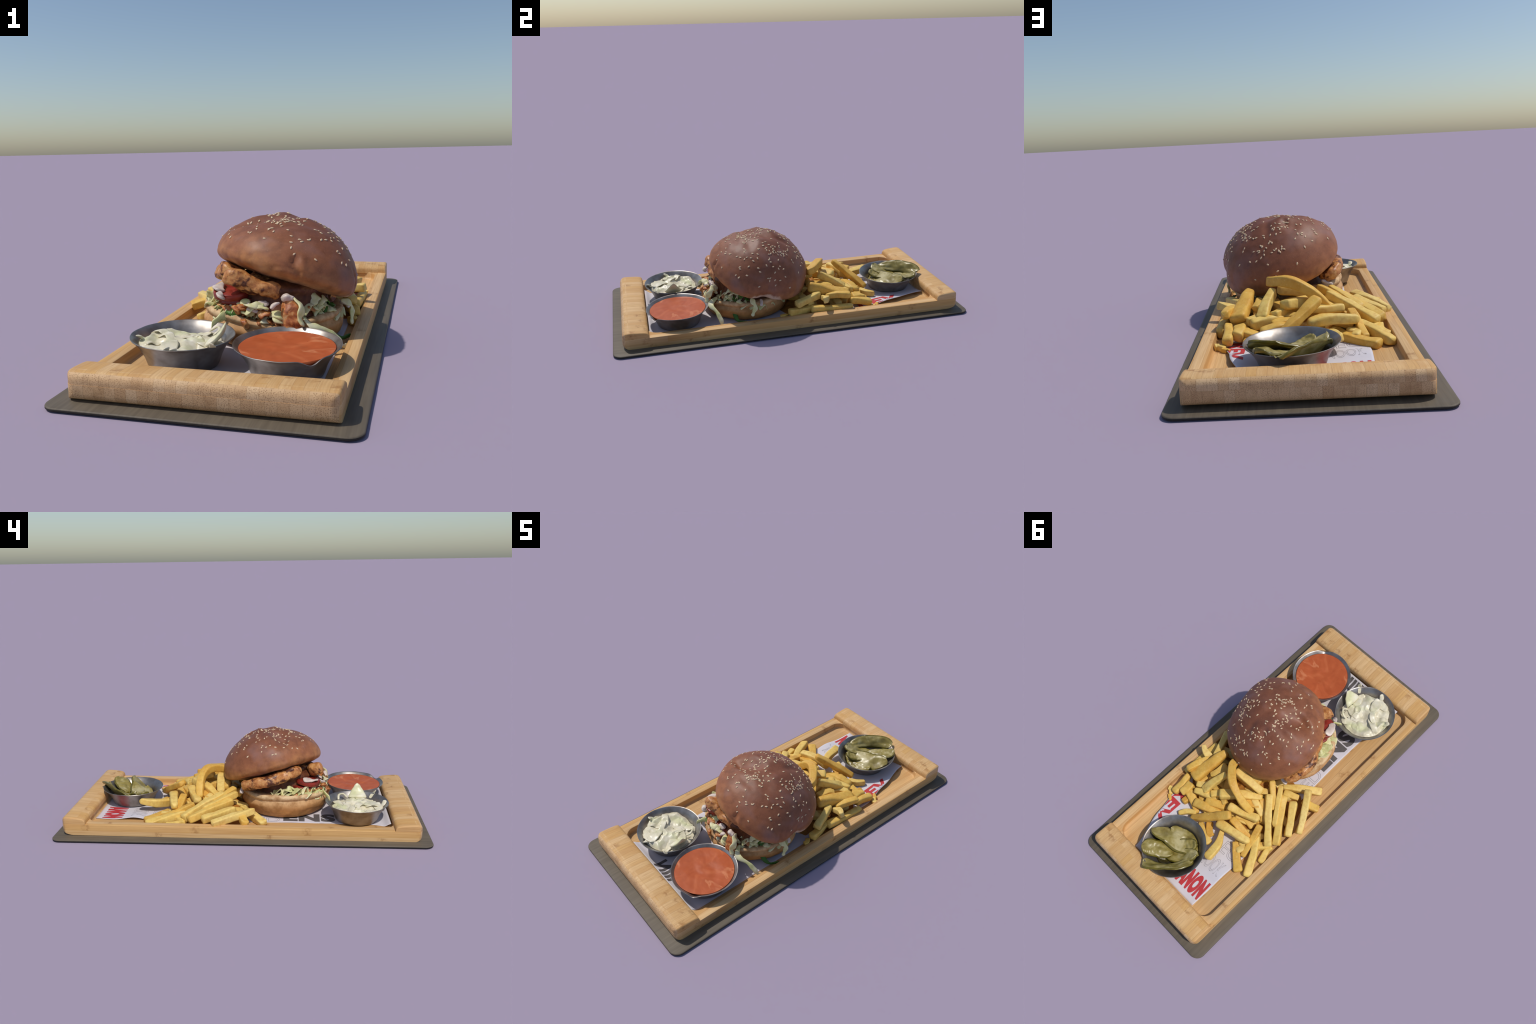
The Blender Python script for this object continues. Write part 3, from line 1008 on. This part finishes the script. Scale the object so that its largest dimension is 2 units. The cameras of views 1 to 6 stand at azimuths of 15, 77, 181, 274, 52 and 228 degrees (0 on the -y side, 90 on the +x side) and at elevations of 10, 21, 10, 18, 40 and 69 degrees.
def burger():
    root = empty("chicken_burger", (0.05, -0.2, 0.038))
    root["label"] = "tall sesame bun burger stuffed with grilled chicken, lettuce and tomato"
    root["category"] = "burger"

    # ---- top bun
    na, ne = 168, 110
    verts, faces = [], []
    for i in range(1, ne):
        el = -math.pi / 2 + math.pi * i / ne
        for k in range(na):
            verts.append(bun_point(bun_dir(2 * math.pi * k / na, el)))
    lo, hi = len(verts), len(verts) + 1
    verts += [bun_point(V3(0, 0, -1)), bun_point(V3(0, 0, 1))]
    for i in range(ne - 2):
        for k in range(na):
            k2 = (k + 1) % na
            faces.append((i * na + k, i * na + k2, (i + 1) * na + k2, (i + 1) * na + k))
    for k in range(na):
        k2 = (k + 1) % na
        faces.append((lo, k2, k))
        b = (ne - 2) * na
        faces.append((hi, b + k, b + k2))
    bun = mesh_obj("top_bun", verts, faces, M_BUN)
    bun.matrix_basis = Matrix.Translation(BUN_C) @ Matrix(BUN_R.tolist()).to_4x4()
    adopt(bun, root)

    # ---- sesame seeds: one shared teardrop, strewn thickest over the top
    sv, sf = [], []
    for i in range(7):
        t = i / 6
        x = (t - 0.5) * 0.0135
        r = 0.0040 * (math.sin(math.pi * min(1, t * 0.92 + 0.04)) ** 0.8) * (1.15 - 0.45 * t)
        for k in range(8):
            a = 2 * math.pi * k / 8
            sv.append((x, r * math.cos(a), 0.5 * r * math.sin(a)))
    for i in range(6):
        for k in range(8):
            sf.append((i * 8 + k, i * 8 + (k + 1) % 8, (i + 1) * 8 + (k + 1) % 8, (i + 1) * 8 + k))
    sf += [tuple(range(8)), tuple(range(48, 56))]
    first = None
    centres = [(rng.uniform(0, 6.28), rng.uniform(0.75, 1.35)) for _ in range(15)]
    count = 0
    while count < 265:
        if rng.random() < 0.38:
            c = rng.choice(centres)
            az, el = c[0] + rng.gauss(0, 0.10) / max(0.15, math.cos(c[1])), c[1] + rng.gauss(0, 0.08)
        else:
            az, el = rng.uniform(0, 6.283), math.asin(rng.uniform(0.16, 1.0))
        if el > 1.56 or el < 0.22:
            continue
        if el < 0.55 and rng.random() < 0.42:
            continue
        d = bun_dir(az, el)
        p = bun_point(d)
        e1 = bun_point(bun_dir(az + 0.02, el)) - p
        e2 = bun_point(bun_dir(az, el + 0.01)) - p
        nrm = np.cross(e1, e2)
        nrm /= np.linalg.norm(nrm) + 1e-12
        if nrm @ p < 0:
            nrm = -nrm
        t1 = e1 / (np.linalg.norm(e1) + 1e-12)
        t2 = np.cross(nrm, t1)
        spin = rng.uniform(0, 6.28)
        ux = t1 * math.cos(spin) + t2 * math.sin(spin)
        uy = np.cross(nrm, ux)
        tip = nrm * rng.uniform(-0.2, 0.2)
        ux = ux + tip
        s = rng.uniform(0.85, 1.12)
        M = Matrix(((ux[0] * s, uy[0] * s, nrm[0] * s, 0), (ux[1] * s, uy[1] * s, nrm[1] * s, 0), (ux[2] * s, uy[2] * s, nrm[2] * s, 0), (0, 0, 0, 1)))
        M.translation = Vector(p + nrm * 0.0010)
        if first is None:
            o = first = mesh_obj("sesame_seed", sv, sf, M_SEED)
        else:
            o = first.copy()
            bpy.context.scene.collection.objects.link(o)
        o.matrix_basis = M
        o.parent = bun
        o.matrix_parent_inverse = Matrix()
        count += 1

    # ---- bottom bun
    cx, cy = 0.050, -0.226
    fz = floor_z(cy) + 0.003
    prof = [(0.02, 0.0), (0.180, 0.0), (0.212, 0.003), (0.228, 0.012), (0.239, 0.030), (0.247, 0.052), (0.250, 0.074), (0.244, 0.090),
            (0.241, 0.097), (0.247, 0.106), (0.249, 0.116), (0.244, 0.124), (0.232, 0.127), (0.18, 0.120), (0.02, 0.114)]

    def shape(a, r, z):
        x, y = r * math.cos(a), r * math.sin(a)
        k = 1.035 + 0.022 * math.cos(2 * a)
        u = (z - fz) / 0.125
        z2 = z + u * (-0.035 * x - 0.01 * y) - 0.036 * u * math.exp(-((a - 5.03) / 0.55) ** 2) * smoothstep(0.12, 0.22, r) + 0.010 * u * fbm((math.cos(a), math.sin(a), 0.2), 1.6, 2, 3.0)
        k += 0.05 * fbm((math.cos(a) * 1.3, math.sin(a) * 1.3, u * 1.3), 1.8, 4, 7.0)
        return r * k, z2
    P = spline([(r, h, 0) for r, h in prof], 60)
    v, f = lathe([(max(p[0], 0.005), fz + p[1]) for p in P], cx, cy, 128, shape)
    mesh_obj("bottom_bun", v, f, M_BUN_LOW, root)

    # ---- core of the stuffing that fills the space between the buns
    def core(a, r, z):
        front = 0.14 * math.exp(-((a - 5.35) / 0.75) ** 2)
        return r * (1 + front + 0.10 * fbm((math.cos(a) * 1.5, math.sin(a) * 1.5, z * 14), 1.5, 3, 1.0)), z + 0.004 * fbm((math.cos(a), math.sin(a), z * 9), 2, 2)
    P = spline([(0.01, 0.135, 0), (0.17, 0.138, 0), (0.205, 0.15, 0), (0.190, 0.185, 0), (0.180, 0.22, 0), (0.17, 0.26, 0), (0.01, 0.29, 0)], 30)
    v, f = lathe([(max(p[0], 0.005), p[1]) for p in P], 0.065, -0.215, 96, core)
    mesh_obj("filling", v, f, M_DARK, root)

    # ---- chicken pieces
    def chicken(pts, w, h, seed, up=(0, 0, 1), n=40):
        v, f = loft_bar(pts, w, h, n, 30, 3.4, up, ends=(0.35, 0.3), end_len=0.16, rough=0.014, rough_scale=20, seed=seed)
        v = [p + 0.0035 * V3(fbm(p, 50, 2, seed), fbm(p, 60, 2, seed + 5), fbm(p, 60, 2, seed + 9)) for p in v]
        mesh_obj("grilled_chicken", v, f, M_CHICKEN, root)
    chicken([(-0.122, 0.003, 0.207), (-0.146, -0.065, 0.224), (-0.152, -0.130, 0.241), (-0.128, -0.200, 0.260), (-0.102, -0.270, 0.281), (-0.080, -0.320, 0.288)],
            lambda t: 0.048 + 0.006 * math.sin(t * 5), lambda t: 0.033 - 0.005 * t, 2.0, up=(0.28, 0, 1))
    chicken([(-0.068, -0.388, 0.286), (-0.040, -0.402, 0.279), (0.010, -0.396, 0.262), (0.070, -0.388, 0.240), (0.125, -0.375, 0.222)],
            lambda t: 0.042 - 0.008 * t, lambda t: 0.030 + 0.003 * math.sin(t * 6), 5.0, up=(0, 0.3, 1))
    chicken([(-0.02, -0.30, 0.265), (0.06, -0.30, 0.24), (0.15, -0.31, 0.205)], 0.06, 0.03, 8.0, n=24)

    # ---- tomato slices: round, thin, lying aslant
    def tomato(c, r, th, tilt, seed):
        P = spline([(0.004, -th, 0), (r * 0.9, -th, 0), (r * 0.99, -th * 0.6, 0), (r * 1.01, 0, 0), (r * 0.99, th * 0.6, 0), (r * 0.9, th, 0), (0.004, th * 0.9, 0)], 22)
        v, f = lathe([(max(q[0], 0.002), q[1]) for q in P], 0, 0, 48, lambda a, r_, z_: (r_ * (1 + 0.05 * fbm((math.cos(a), math.sin(a), seed), 1.6, 2)), z_ + 0.003 * fbm((math.cos(a), math.sin(a), seed), 1.5, 2)))
        m = Matrix.Rotation(tilt[0], 3, "X") @ Matrix.Rotation(tilt[1], 3, "Y")
        mesh_obj("tomato_slice", [np.array(m @ Vector(q)) + V3(*c) for q in v], f, M_TOMATO, root)
    tomato((-0.070, -0.358, 0.222), 0.070, 0.0125, (0.14, 0.0), 1.0)
    tomato((-0.050, -0.330, 0.196), 0.085, 0.010, (0.05, -0.05), 4.0)
    tomato((0.040, -0.352, 0.186), 0.085, 0.009, (0.06, 0.08), 9.0)
    for pts, w, h in (([(-0.128, -0.335, 0.243), (-0.118, -0.375, 0.242), (-0.098, -0.410, 0.236)], 0.024, 0.006), ([(0.130, -0.428, 0.222), (0.152, -0.436, 0.226), (0.172, -0.430, 0.222)], 0.014, 0.012),
                      ([(0.098, -0.466, 0.194), (0.108, -0.462, 0.206), (0.128, -0.455, 0.212)], 0.011, 0.006), ([(-0.10, -0.428, 0.236), (-0.088, -0.440, 0.226), (-0.075, -0.444, 0.212)], 0.014, 0.005),
                      ([(0.012, -0.452, 0.186), (0.035, -0.458, 0.182), (0.05, -0.452, 0.176)], 0.010, 0.006), ([(0.30, -0.185, 0.165), (0.325, -0.190, 0.152), (0.332, -0.195, 0.140)], 0.009, 0.006),
                      ([(-0.10, 0.00, 0.190), (-0.125, 0.012, 0.180), (-0.15, 0.01, 0.172)], 0.012, 0.008)):
        v, f = loft_bar(pts, w * 0.85, h * 0.85, 14, 12, 4.5, ends=(0.7, 0.45), end_len=0.2, rough=0.008, rough_scale=42, seed=w * 300, twist=0.8)
        mesh_obj("onion_piece", v, f, M_ONION, root)

    # ---- ruffled lettuce leaves hanging out between the buns
    def ruffle(pts, depth, drop, mat, seed, amp=0.014, name="lettuce_leaf", n=44, m=9, thick=0.0035):
        """A sheet whose inner edge follows pts; it runs outward from the burger's axis by depth and falls by drop."""
        C = spline(pts, n)
        verts, faces = [], []
        for lay in (0.5, -0.5):
            for i in range(n):
                o = C[i] - V3(0.05, -0.21, C[i][2])
                o[2] = 0
                o /= np.linalg.norm(o)
                d = depth * (0.75 + 0.5 * fbm((i * 0.12, seed, 0), 1.6, 2)) * (math.sin(math.pi * (i + 0.6) / (n + 0.2)) ** 0.4)
                for j in range(m):
                    q = j / (m - 1)
                    p = C[i] + o * d * q + V3(0, 0, -drop * q * q)
                    rf = amp * q * (math.sin(i * 0.85 + seed * 3 + 1.5 * fbm((i * 0.2, q, seed), 1, 2)) + 0.7 * fbm((i * 0.25, q * 2, seed), 1.4, 2))
                    p = p + V3(-o[1], o[0], 0) * rf * 0.5 + V3(0, 0, 1) * (rf + lay * thick)
                    verts.append(p)
        N = n * m
        for i in range(n - 1):
            for j in range(m - 1):
                a = i * m + j
                faces.append((a, a + 1, a + m + 1, a + m))
                faces.append((N + a, N + a + m, N + a + m + 1, N + a + 1))
        for i in range(n - 1):
            for j in (0, m - 1):
                a = i * m + j
                faces.append((a, a + m, N + a + m, N + a))
        for j in range(m - 1):
            for i in (0, n - 1):
                a = i * m + j
                faces.append((a, a + 1, N + a + 1, N + a))
        mesh_obj(name, verts, faces, mat, root)
    ruffle([(-0.115, -0.17, 0.180), (-0.130, -0.25, 0.192), (-0.110, -0.33, 0.192), (-0.06, -0.385, 0.180)], 0.080, 0.004, M_LETTUCE, 1.0, 0.024)
    ruffle([(-0.13, -0.15, 0.165), (-0.145, -0.24, 0.172), (-0.125, -0.33, 0.170), (-0.07, -0.39, 0.160)], 0.075, 0.004, M_LETTUCE, 2.3, 0.018)
    ruffle([(-0.11, -0.355, 0.190), (-0.06, -0.395, 0.186), (0.00, -0.40, 0.178)], 0.075, 0.035, M_LETTUCE, 4.1, 0.018)
    ruffle([(-0.08, -0.36, 0.172), (-0.03, -0.375, 0.170), (0.04, -0.38, 0.168), (0.10, -0.375, 0.17)], 0.082, 0.016, M_LETTUCE, 5.7, 0.020)
    ruffle([(0.09, -0.37, 0.185), (0.15, -0.36, 0.190), (0.21, -0.33, 0.186), (0.25, -0.28, 0.175)], 0.075, 0.020, M_LETTUCE, 6.9, 0.018)
    ruffle([(0.15, -0.35, 0.165), (0.20, -0.33, 0.165), (0.24, -0.28, 0.160), (0.26, -0.21, 0.155)], 0.065, 0.018, M_LETTUCE, 8.2, 0.012)
    ruffle([(0.18, -0.34, 0.182), (0.22, -0.325, 0.182), (0.25, -0.29, 0.176)], 0.055, 0.02, M_GREEN, 9.4, 0.014)
    ruffle([(-0.10, -0.36, 0.150), (-0.06, -0.39, 0.150), (-0.02, -0.40, 0.150)], 0.07, 0.045, M_LETTUCE, 3.3, 0.015)
    ruffle([(0.22, -0.34, 0.150), (0.26, -0.27, 0.146), (0.275, -0.19, 0.138), (0.255, -0.10, 0.126)], 0.060, 0.016, M_LETTUCE, 21.0, 0.012)
    ruffle([(0.25, -0.14, 0.130), (0.20, -0.06, 0.126), (0.12, -0.02, 0.135), (0.03, -0.01, 0.150)], 0.055, 0.012, M_LETTUCE, 23.0, 0.010)
    # strands that trail down to the paper
    for pts, w, mat in (([(0.195, -0.415, 0.160), (0.236, -0.458, 0.140), (0.287, -0.436, 0.119), (0.320, -0.420, 0.090), (0.338, -0.410, 0.060), (0.352, -0.395, 0.062)], 0.014, M_LETTUCE),
                        ([(0.215, -0.360, 0.185), (0.245, -0.350, 0.150), (0.268, -0.340, 0.112), (0.292, -0.330, 0.076), (0.325, -0.315, 0.058), (0.350, -0.270, 0.060)], 0.013, M_GREEN),
                        ([(0.310, -0.245, 0.180), (0.340, -0.238, 0.168), (0.348, -0.228, 0.145), (0.349, -0.240, 0.115), (0.350, -0.247, 0.092)], 0.014, M_LETTUCE),
                        ([(0.15, -0.40, 0.19), (0.185, -0.435, 0.212), (0.205, -0.455, 0.195), (0.20, -0.47, 0.165), (0.215, -0.475, 0.14)], 0.017, M_LETTUCE),
                        ([(-0.05, -0.42, 0.165), (-0.085, -0.455, 0.150), (-0.105, -0.475, 0.125), (-0.11, -0.48, 0.10)], 0.016, M_LETTUCE)):
        v, f = loft_bar(pts, lambda t, w=w: w * (0.75 + 0.5 * math.sin(t * 8) ** 2) * (1 - 0.35 * t), 0.004, 30, 12, 2.4, up=(0.9, -0.3, 0.4), ends=(0.6, 0.15), end_len=0.2, rough=0.006, rough_scale=35, seed=w * 100)
        mesh_obj("leaf_strand", v, f, mat, root)

    # ---- sauce-coated scraps and cabbage spilling out in front
    def scrap(c, r, mat, name, seed, squash=0.7):
        bm = bmesh.new()
        bmesh.ops.create_icosphere(bm, subdivisions=3, radius=1)
        rot = Matrix.Rotation(seed * 2.1, 3, "Z") @ Matrix.Rotation(seed, 3, "X")
        for w in bm.verts:
            p = w.co.copy()
            k = 1 + 0.45 * fbm(p, 1.3, 3, seed * 7)
            p = Vector((p.x * 1.25, p.y, p.z * squash)) * k * r
            w.co = rot @ p + Vector(c)
        me = bpy.data.meshes.new(name)
        for fc in bm.faces:
            fc.smooth = True
        bm.to_mesh(me)
        bm.free()
        me.materials.append(mat)
        o = bpy.data.objects.new(name, me)
        bpy.context.scene.collection.objects.link(o)
        adopt(o, root)
    for i in range(8):
        a = math.radians(rng.uniform(-118, -52))
        z = rng.uniform(0.125, 0.190)
        rr = 0.232 + 0.012 * rng.random() - 0.25 * max(0, z - 0.15)
        c = (0.055 + rr * math.cos(a), -0.225 + rr * math.sin(a), z)
        scrap(c, rng.uniform(0.013, 0.024), M_SAUCY, "sauced_scrap", i + 1.0, 0.55)
    # sauce-soaked sheets of filling draped over the front of the lower bun
    ruffle([(-0.03, -0.370, 0.152), (0.03, -0.380, 0.150), (0.10, -0.380, 0.150), (0.16, -0.365, 0.152)], 0.110, 0.018, M_SAUCY, 12.0, 0.008, "sauced_sheet", thick=0.008)
    ruffle([(-0.06, -0.375, 0.178), (0.00, -0.395, 0.176), (0.07, -0.395, 0.174), (0.11, -0.39, 0.176)], 0.055, 0.012, M_SAUCY, 14.0, 0.008, "sauced_sheet", thick=0.005)
    ruffle([(-0.02, -0.385, 0.166), (0.05, -0.395, 0.164), (0.12, -0.385, 0.166)], 0.070, 0.016, M_LETTUCE, 16.0, 0.010)
    # ragged shreds of cabbage, herb and browned meat poking out all along the open side
    for i in range(44):
        a = math.radians(rng.uniform(-178, -8))
        z = rng.uniform(0.135, 0.205)
        rr = 0.215 + 0.03 * rng.random() - 0.30 * max(0, z - 0.165)
        c = V3(0.055 + rr * math.cos(a), -0.222 + rr * math.sin(a), z)
        o_ = V3(math.cos(a), math.sin(a), 0)
        t_ = V3(-math.sin(a), math.cos(a), 0)
        L = rng.uniform(0.022, 0.050)
        k = rng.uniform(-1, 1)
        pts = [c - t_ * L * k - o_ * 0.012 + V3(0, 0, rng.uniform(-.006, .01)), c + o_ * rng.uniform(0.0, 0.016) + V3(0, 0, rng.uniform(-.004, .01)), c + t_ * L * k + o_ * rng.uniform(-0.006, 0.014) - V3(0, 0, rng.uniform(0, .024))]
        pick = rng.random()
        mt = M_LETTUCE if pick < 0.52 else M_SAUCY if pick < 0.84 else M_CHICKEN if pick < 0.92 else M_GREEN
        v, f = loft_bar(pts, rng.uniform(0.009, 0.022), rng.uniform(0.0025, 0.005), 16, 11, 2.6, up=(o_[0] * 0.4, o_[1] * 0.4, 1), ends=(0.6, 0.35), end_len=0.3, rough=0.008, rough_scale=48, seed=i, twist=rng.uniform(-2, 2))
        mesh_obj("filling_shred", v, f, mt, root)
    # the big dripping lump in front
    v, f = loft_bar([(0.135, -0.425, 0.205), (0.155, -0.445, 0.192), (0.165, -0.455, 0.165), (0.168, -0.462, 0.135), (0.160, -0.462, 0.112)],
                    lambda t: 0.030 + 0.008 * math.sin(t * 3), lambda t: 0.014, 26, 22, 2.4, up=(0, -1, 0.2), ends=(0.5, 0.4), end_len=0.3, rough=0.016, rough_scale=26, seed=3.0)
    mesh_obj("sauced_scrap", v, f, M_SAUCY, root)
    for i in range(14):
        a = math.radians(rng.uniform(-165, -25))
        z = rng.uniform(0.150, 0.205)
        rr = 0.222 - 0.3 * max(0, z - 0.16)
        c = (0.055 + rr * math.cos(a), -0.220 + rr * math.sin(a), z)
        scrap(c, rng.uniform(0.010, 0.018), M_LETTUCE if rng.random() < 0.75 else M_ONION, "cabbage_scrap", i + 50.0, 0.45)
    return root


# ------------------------------------------------------------------ fries
# (points along the middle of the upper face, half width, half height, end sizes)
FRIES = [
    ([(.130, .128, .246), (.115, .165, .254), (.048, .222, .264), (-.028, .250, .232), (-.085, .252, .177), (-.112, .248, .140)], .021, .022, (.9, .5)),
    ([(.222, .108, .198), (.243, .215, .172), (.266, .335, .146)], .030, .026, (.7, .8)),
    ([(.322, .010, .137), (.292, .090, .148), (.264, .160, .154)], .020, .020, (.85, .9)),
    ([(.275, .195, .145), (.300, .260, .156), (.318, .332, .152)], .020, .017, (.5, .15)),
    ([(.361, .167, .155), (.285, .185, .135)], .018, .016, (.75, .8)),
    ([(.117, .200, .218), (.148, .280, .180), (.166, .350, .137)], .021, .020, (.8, .3)),
    ([(-.062, .350, .214), (.020, .425, .155), (.112, .497, .094)], .021, .016, (.8, .8)),
    ([(-.018, .417, .132), (-.110, .399, .146), (-.224, .374, .132)], .023, .021, (.6, .4)),
    ([(-.005, .314, .165), (-.078, .289, .152), (-.177, .248, .142)], .022, .016, (.8, .2)),
    ([(-.119, .114, .174), (-.210, .215, .142), (-.306, .312, .100)], .021, .022, (.9, .95)),
    ([(-.131, .033, .182), (-.188, .117, .158), (-.257, .218, .128)], .015, .019, (.6, .4)),
    ([(-.180, .058, .157), (-.255, .170, .132), (-.332, .280, .104)], .021, .021, (.8, .9)),
    ([(-.235, .040, .126), (-.290, .118, .120), (-.345, .203, .110)], .021, .020, (.75, .85)),
    ([(-.246, -.066, .127), (-.320, .045, .116), (-.375, .147, .097)], .019, .021, (.85, .95)),
    ([(-.122, .016, .090), (-.213, -.061, .080), (-.295, -.124, .066)], .020, .019, (.9, .8)),
    ([(-.150, .036, .090), (-.230, -.004, .085)], .019, .018, (.8, .9)),
    ([(-.264, -.007, .100), (-.355, -.031, .091)], .021, .018, (.9, .9)),
    ([(-.079, .052, .190), (-.149, .112, .165), (-.185, .160, .140)], .017, .019, (.8, .6)),
    ([(-.158, .418, .072), (-.215, .470, .070), (-.284, .523, .067)], .022, .018, (.95, .8)),
    ([(-.225, .310, .090), (-.285, .410, .088), (-.337, .510, .076)], .021, .020, (.7, .75)),
    ([(-.200, .267, .138), (-.222, .354, .102), (-.242, .446, .069)], .018, .017, (.75, .8)),
    ([(-.322, .300, .078), (-.338, .405, .060)], .017, .014, (.6, .4)),
    ([(-.062, .428, .098), (-.105, .500, .108), (-.121, .596, .124)], .020, .020, (.7, .4)),
    ([(.069, .472, .062), (-.003, .509, .062), (-.060, .527, .058)], .018, .014, (.6, .4)),
    ([(.027, .441, .068), (-.037, .490, .062)], .020, .015, (.8, .8)),
    ([(.190, .530, .076), (.117, .459, .082)], .013, .016, (.3, .8)),
    ([(-.059, .352, .130), (-.119, .352, .125), (-.202, .359, .100)], .020, .018, (.8, .3)),
    ([(.074, .305, .188), (.005, .235, .176), (-.098, .150, .150)], .023, .023, (.85, .8)),
    ([(.101, .145, .212), (.008, .142, .196), (-.082, .130, .164)], .024, .019, (.7, .4)),
    ([(.067, .120, .200), (-.041, .110, .180)], .024, .020, (.7, .6)),
    ([(.238, .399, .106), (.177, .423, .082), (.117, .454, .070)], .020, .018, (.8, .7)),
    ([(.168, .421, .106), (.091, .401, .116), (.007, .374, .102)], .022, .020, (.7, .7)),
    ([(.124, .371, .116), (.015, .327, .116)], .024, .020, (.8, .8)),
    ([(.207, .379, .126), (.083, .312, .126)], .022, .020, (.7, .8)),
    ([(.225, .345, .128), (.152, .285, .126)], .020, .018, (.8, .8)),
    ([(.192, .258, .150), (.169, .160, .162)], .022, .020, (.8, .8)),
    ([(-.058, .318, .105), (-.170, .289, .094)], .022, .018, (.8, .8)),
    ([(-.064, .190, .122), (-.150, .214, .100)], .022, .018, (.8, .8)),
    ([(-.099, .156, .142), (-.190, .240, .108)], .016, .018, (.8, .8)),
    ([(.303, .335, .112), (.298, .400, .100), (.298, .464, .084)], .019, .020, (.8, .7)),
    ([(.254, .361, .114), (.252, .400, .106), (.262, .436, .096)], .023, .020, (.8, .7)),
    ([(.350, .462, .060), (.309, .482, .057)], .013, .011, (.6, .5)),
    ([(.318, .487, .052), (.295, .507, .050)], .010, .009, (.6, .5)),
    ([(.338, -.035, .101), (.324, .035, .097), (.300, .100, .092)], .021, .020, (.8, .8)),
    ([(.322, .095, .101), (.332, .210, .092), (.336, .335, .086)], .021, .022, (.9, .8)),
    ([(.335, -.085, .070), (.318, -.045, .070)], .014, .016, (.8, .8)),
    ([(.300, .105, .120), (.215, .075, .110)], .020, .020, (.8, .8)),
]


def fries():
    root = empty("french_fries", (0.0, 0.25, 0.04))
    root["label"] = "loose heap of thick golden hand-cut potato fries"
    root["category"] = "french fries"

    def fry(pts, w, h, ends, seed):
        r = random.Random(seed)
        P = [V3(*p) - V3(0, 0, h) for p in pts]
        if len(P) == 2:
            mid = (P[0] + P[1]) / 2 + V3(r.uniform(-1, 1), r.uniform(-1, 1), r.uniform(-0.3, 0.6)) * 0.014
            P = [P[0], mid, P[1]]
        P = [V3(p[0], p[1], max(p[2], floor_z(p[1]) + h * 0.9)) for p in P]
        k1, k2 = r.uniform(-0.22, 0.22), r.uniform(0, 6)
        v, f = loft_bar(P, lambda t: w * (1 + k1 * (2 * t - 1) + 0.06 * math.sin(3 * t + k2)), lambda t: h * (1 - k1 * (2 * t - 1) * 0.6 + 0.06 * math.sin(4 * t - k2)),
                        26, 24, r.uniform(3.6, 7.0), ends=ends, end_len=0.10, rough=0.0065, rough_scale=13, seed=seed * 1.7, twist=r.uniform(-0.7, 0.7))
        mesh_obj("french_fry", v, f, M_FRY, root)
    for i, (pts, w, h, e) in enumerate(FRIES):
        fry(pts, w, h, e, i + 1)
    # crumbled, browner lower layer that closes the gaps of the heap
    n, verts, faces = 90, [], []
    for j in range(n + 1):
        for i in range(n + 1):
            x, y = -0.31 + 0.65 * i / n, -0.06 + 0.56 * j / n
            top = 0.118 * math.exp(-(((x - 0.02) / 0.24) ** 2) ** 1.3 - (((y - 0.17) / 0.19) ** 2) ** 1.3)
            z = floor_z(y) - 0.004 + top * (0.8 + 0.5 * fbm((x, y, 0), 16, 3, 6.0)) - 0.006
            verts.append((x, y, z))
    for j in range(n):
        for i in range(n):
            a = j * (n + 1) + i
            faces.append((a, a + 1, a + n + 2, a + n + 1))
    o = mesh_obj("fry_crumb_bed", verts, faces, M_FRY_DEEP, root)
    o["kind"] = "stuff"
    # lower layers of the heap, mostly hidden
    r = random.Random(5)
    k = 0
    while k < 46:
        x, y = r.uniform(-0.24, 0.30), r.uniform(0.02, 0.40)
        top = 0.165 * math.exp(-((x - 0.03) / 0.26) ** 2 - ((y - 0.18) / 0.22) ** 2)
        z = floor_z(y) + 0.036 + r.random() * max(0.0, top - 0.055)
        a, L = r.uniform(0, 3.14), r.uniform(0.05, 0.085)
        d = V3(math.cos(a) * L, math.sin(a) * L, r.uniform(-0.015, 0.015))
        c = V3(x, y, z)
        if abs(x) + abs(d[0]) > 0.33 or y - abs(d[1]) < -0.02:
            continue
        fry([c - d, c + d], r.uniform(.018, .022), r.uniform(.017, .021), (r.choice((.8, .8, .4)), .8), 200 + k)
        k += 1


base_plate()
tray()
paper()
sauce_bowl()
slaw_bowl()
pickle_bowl()
burger()
fries()
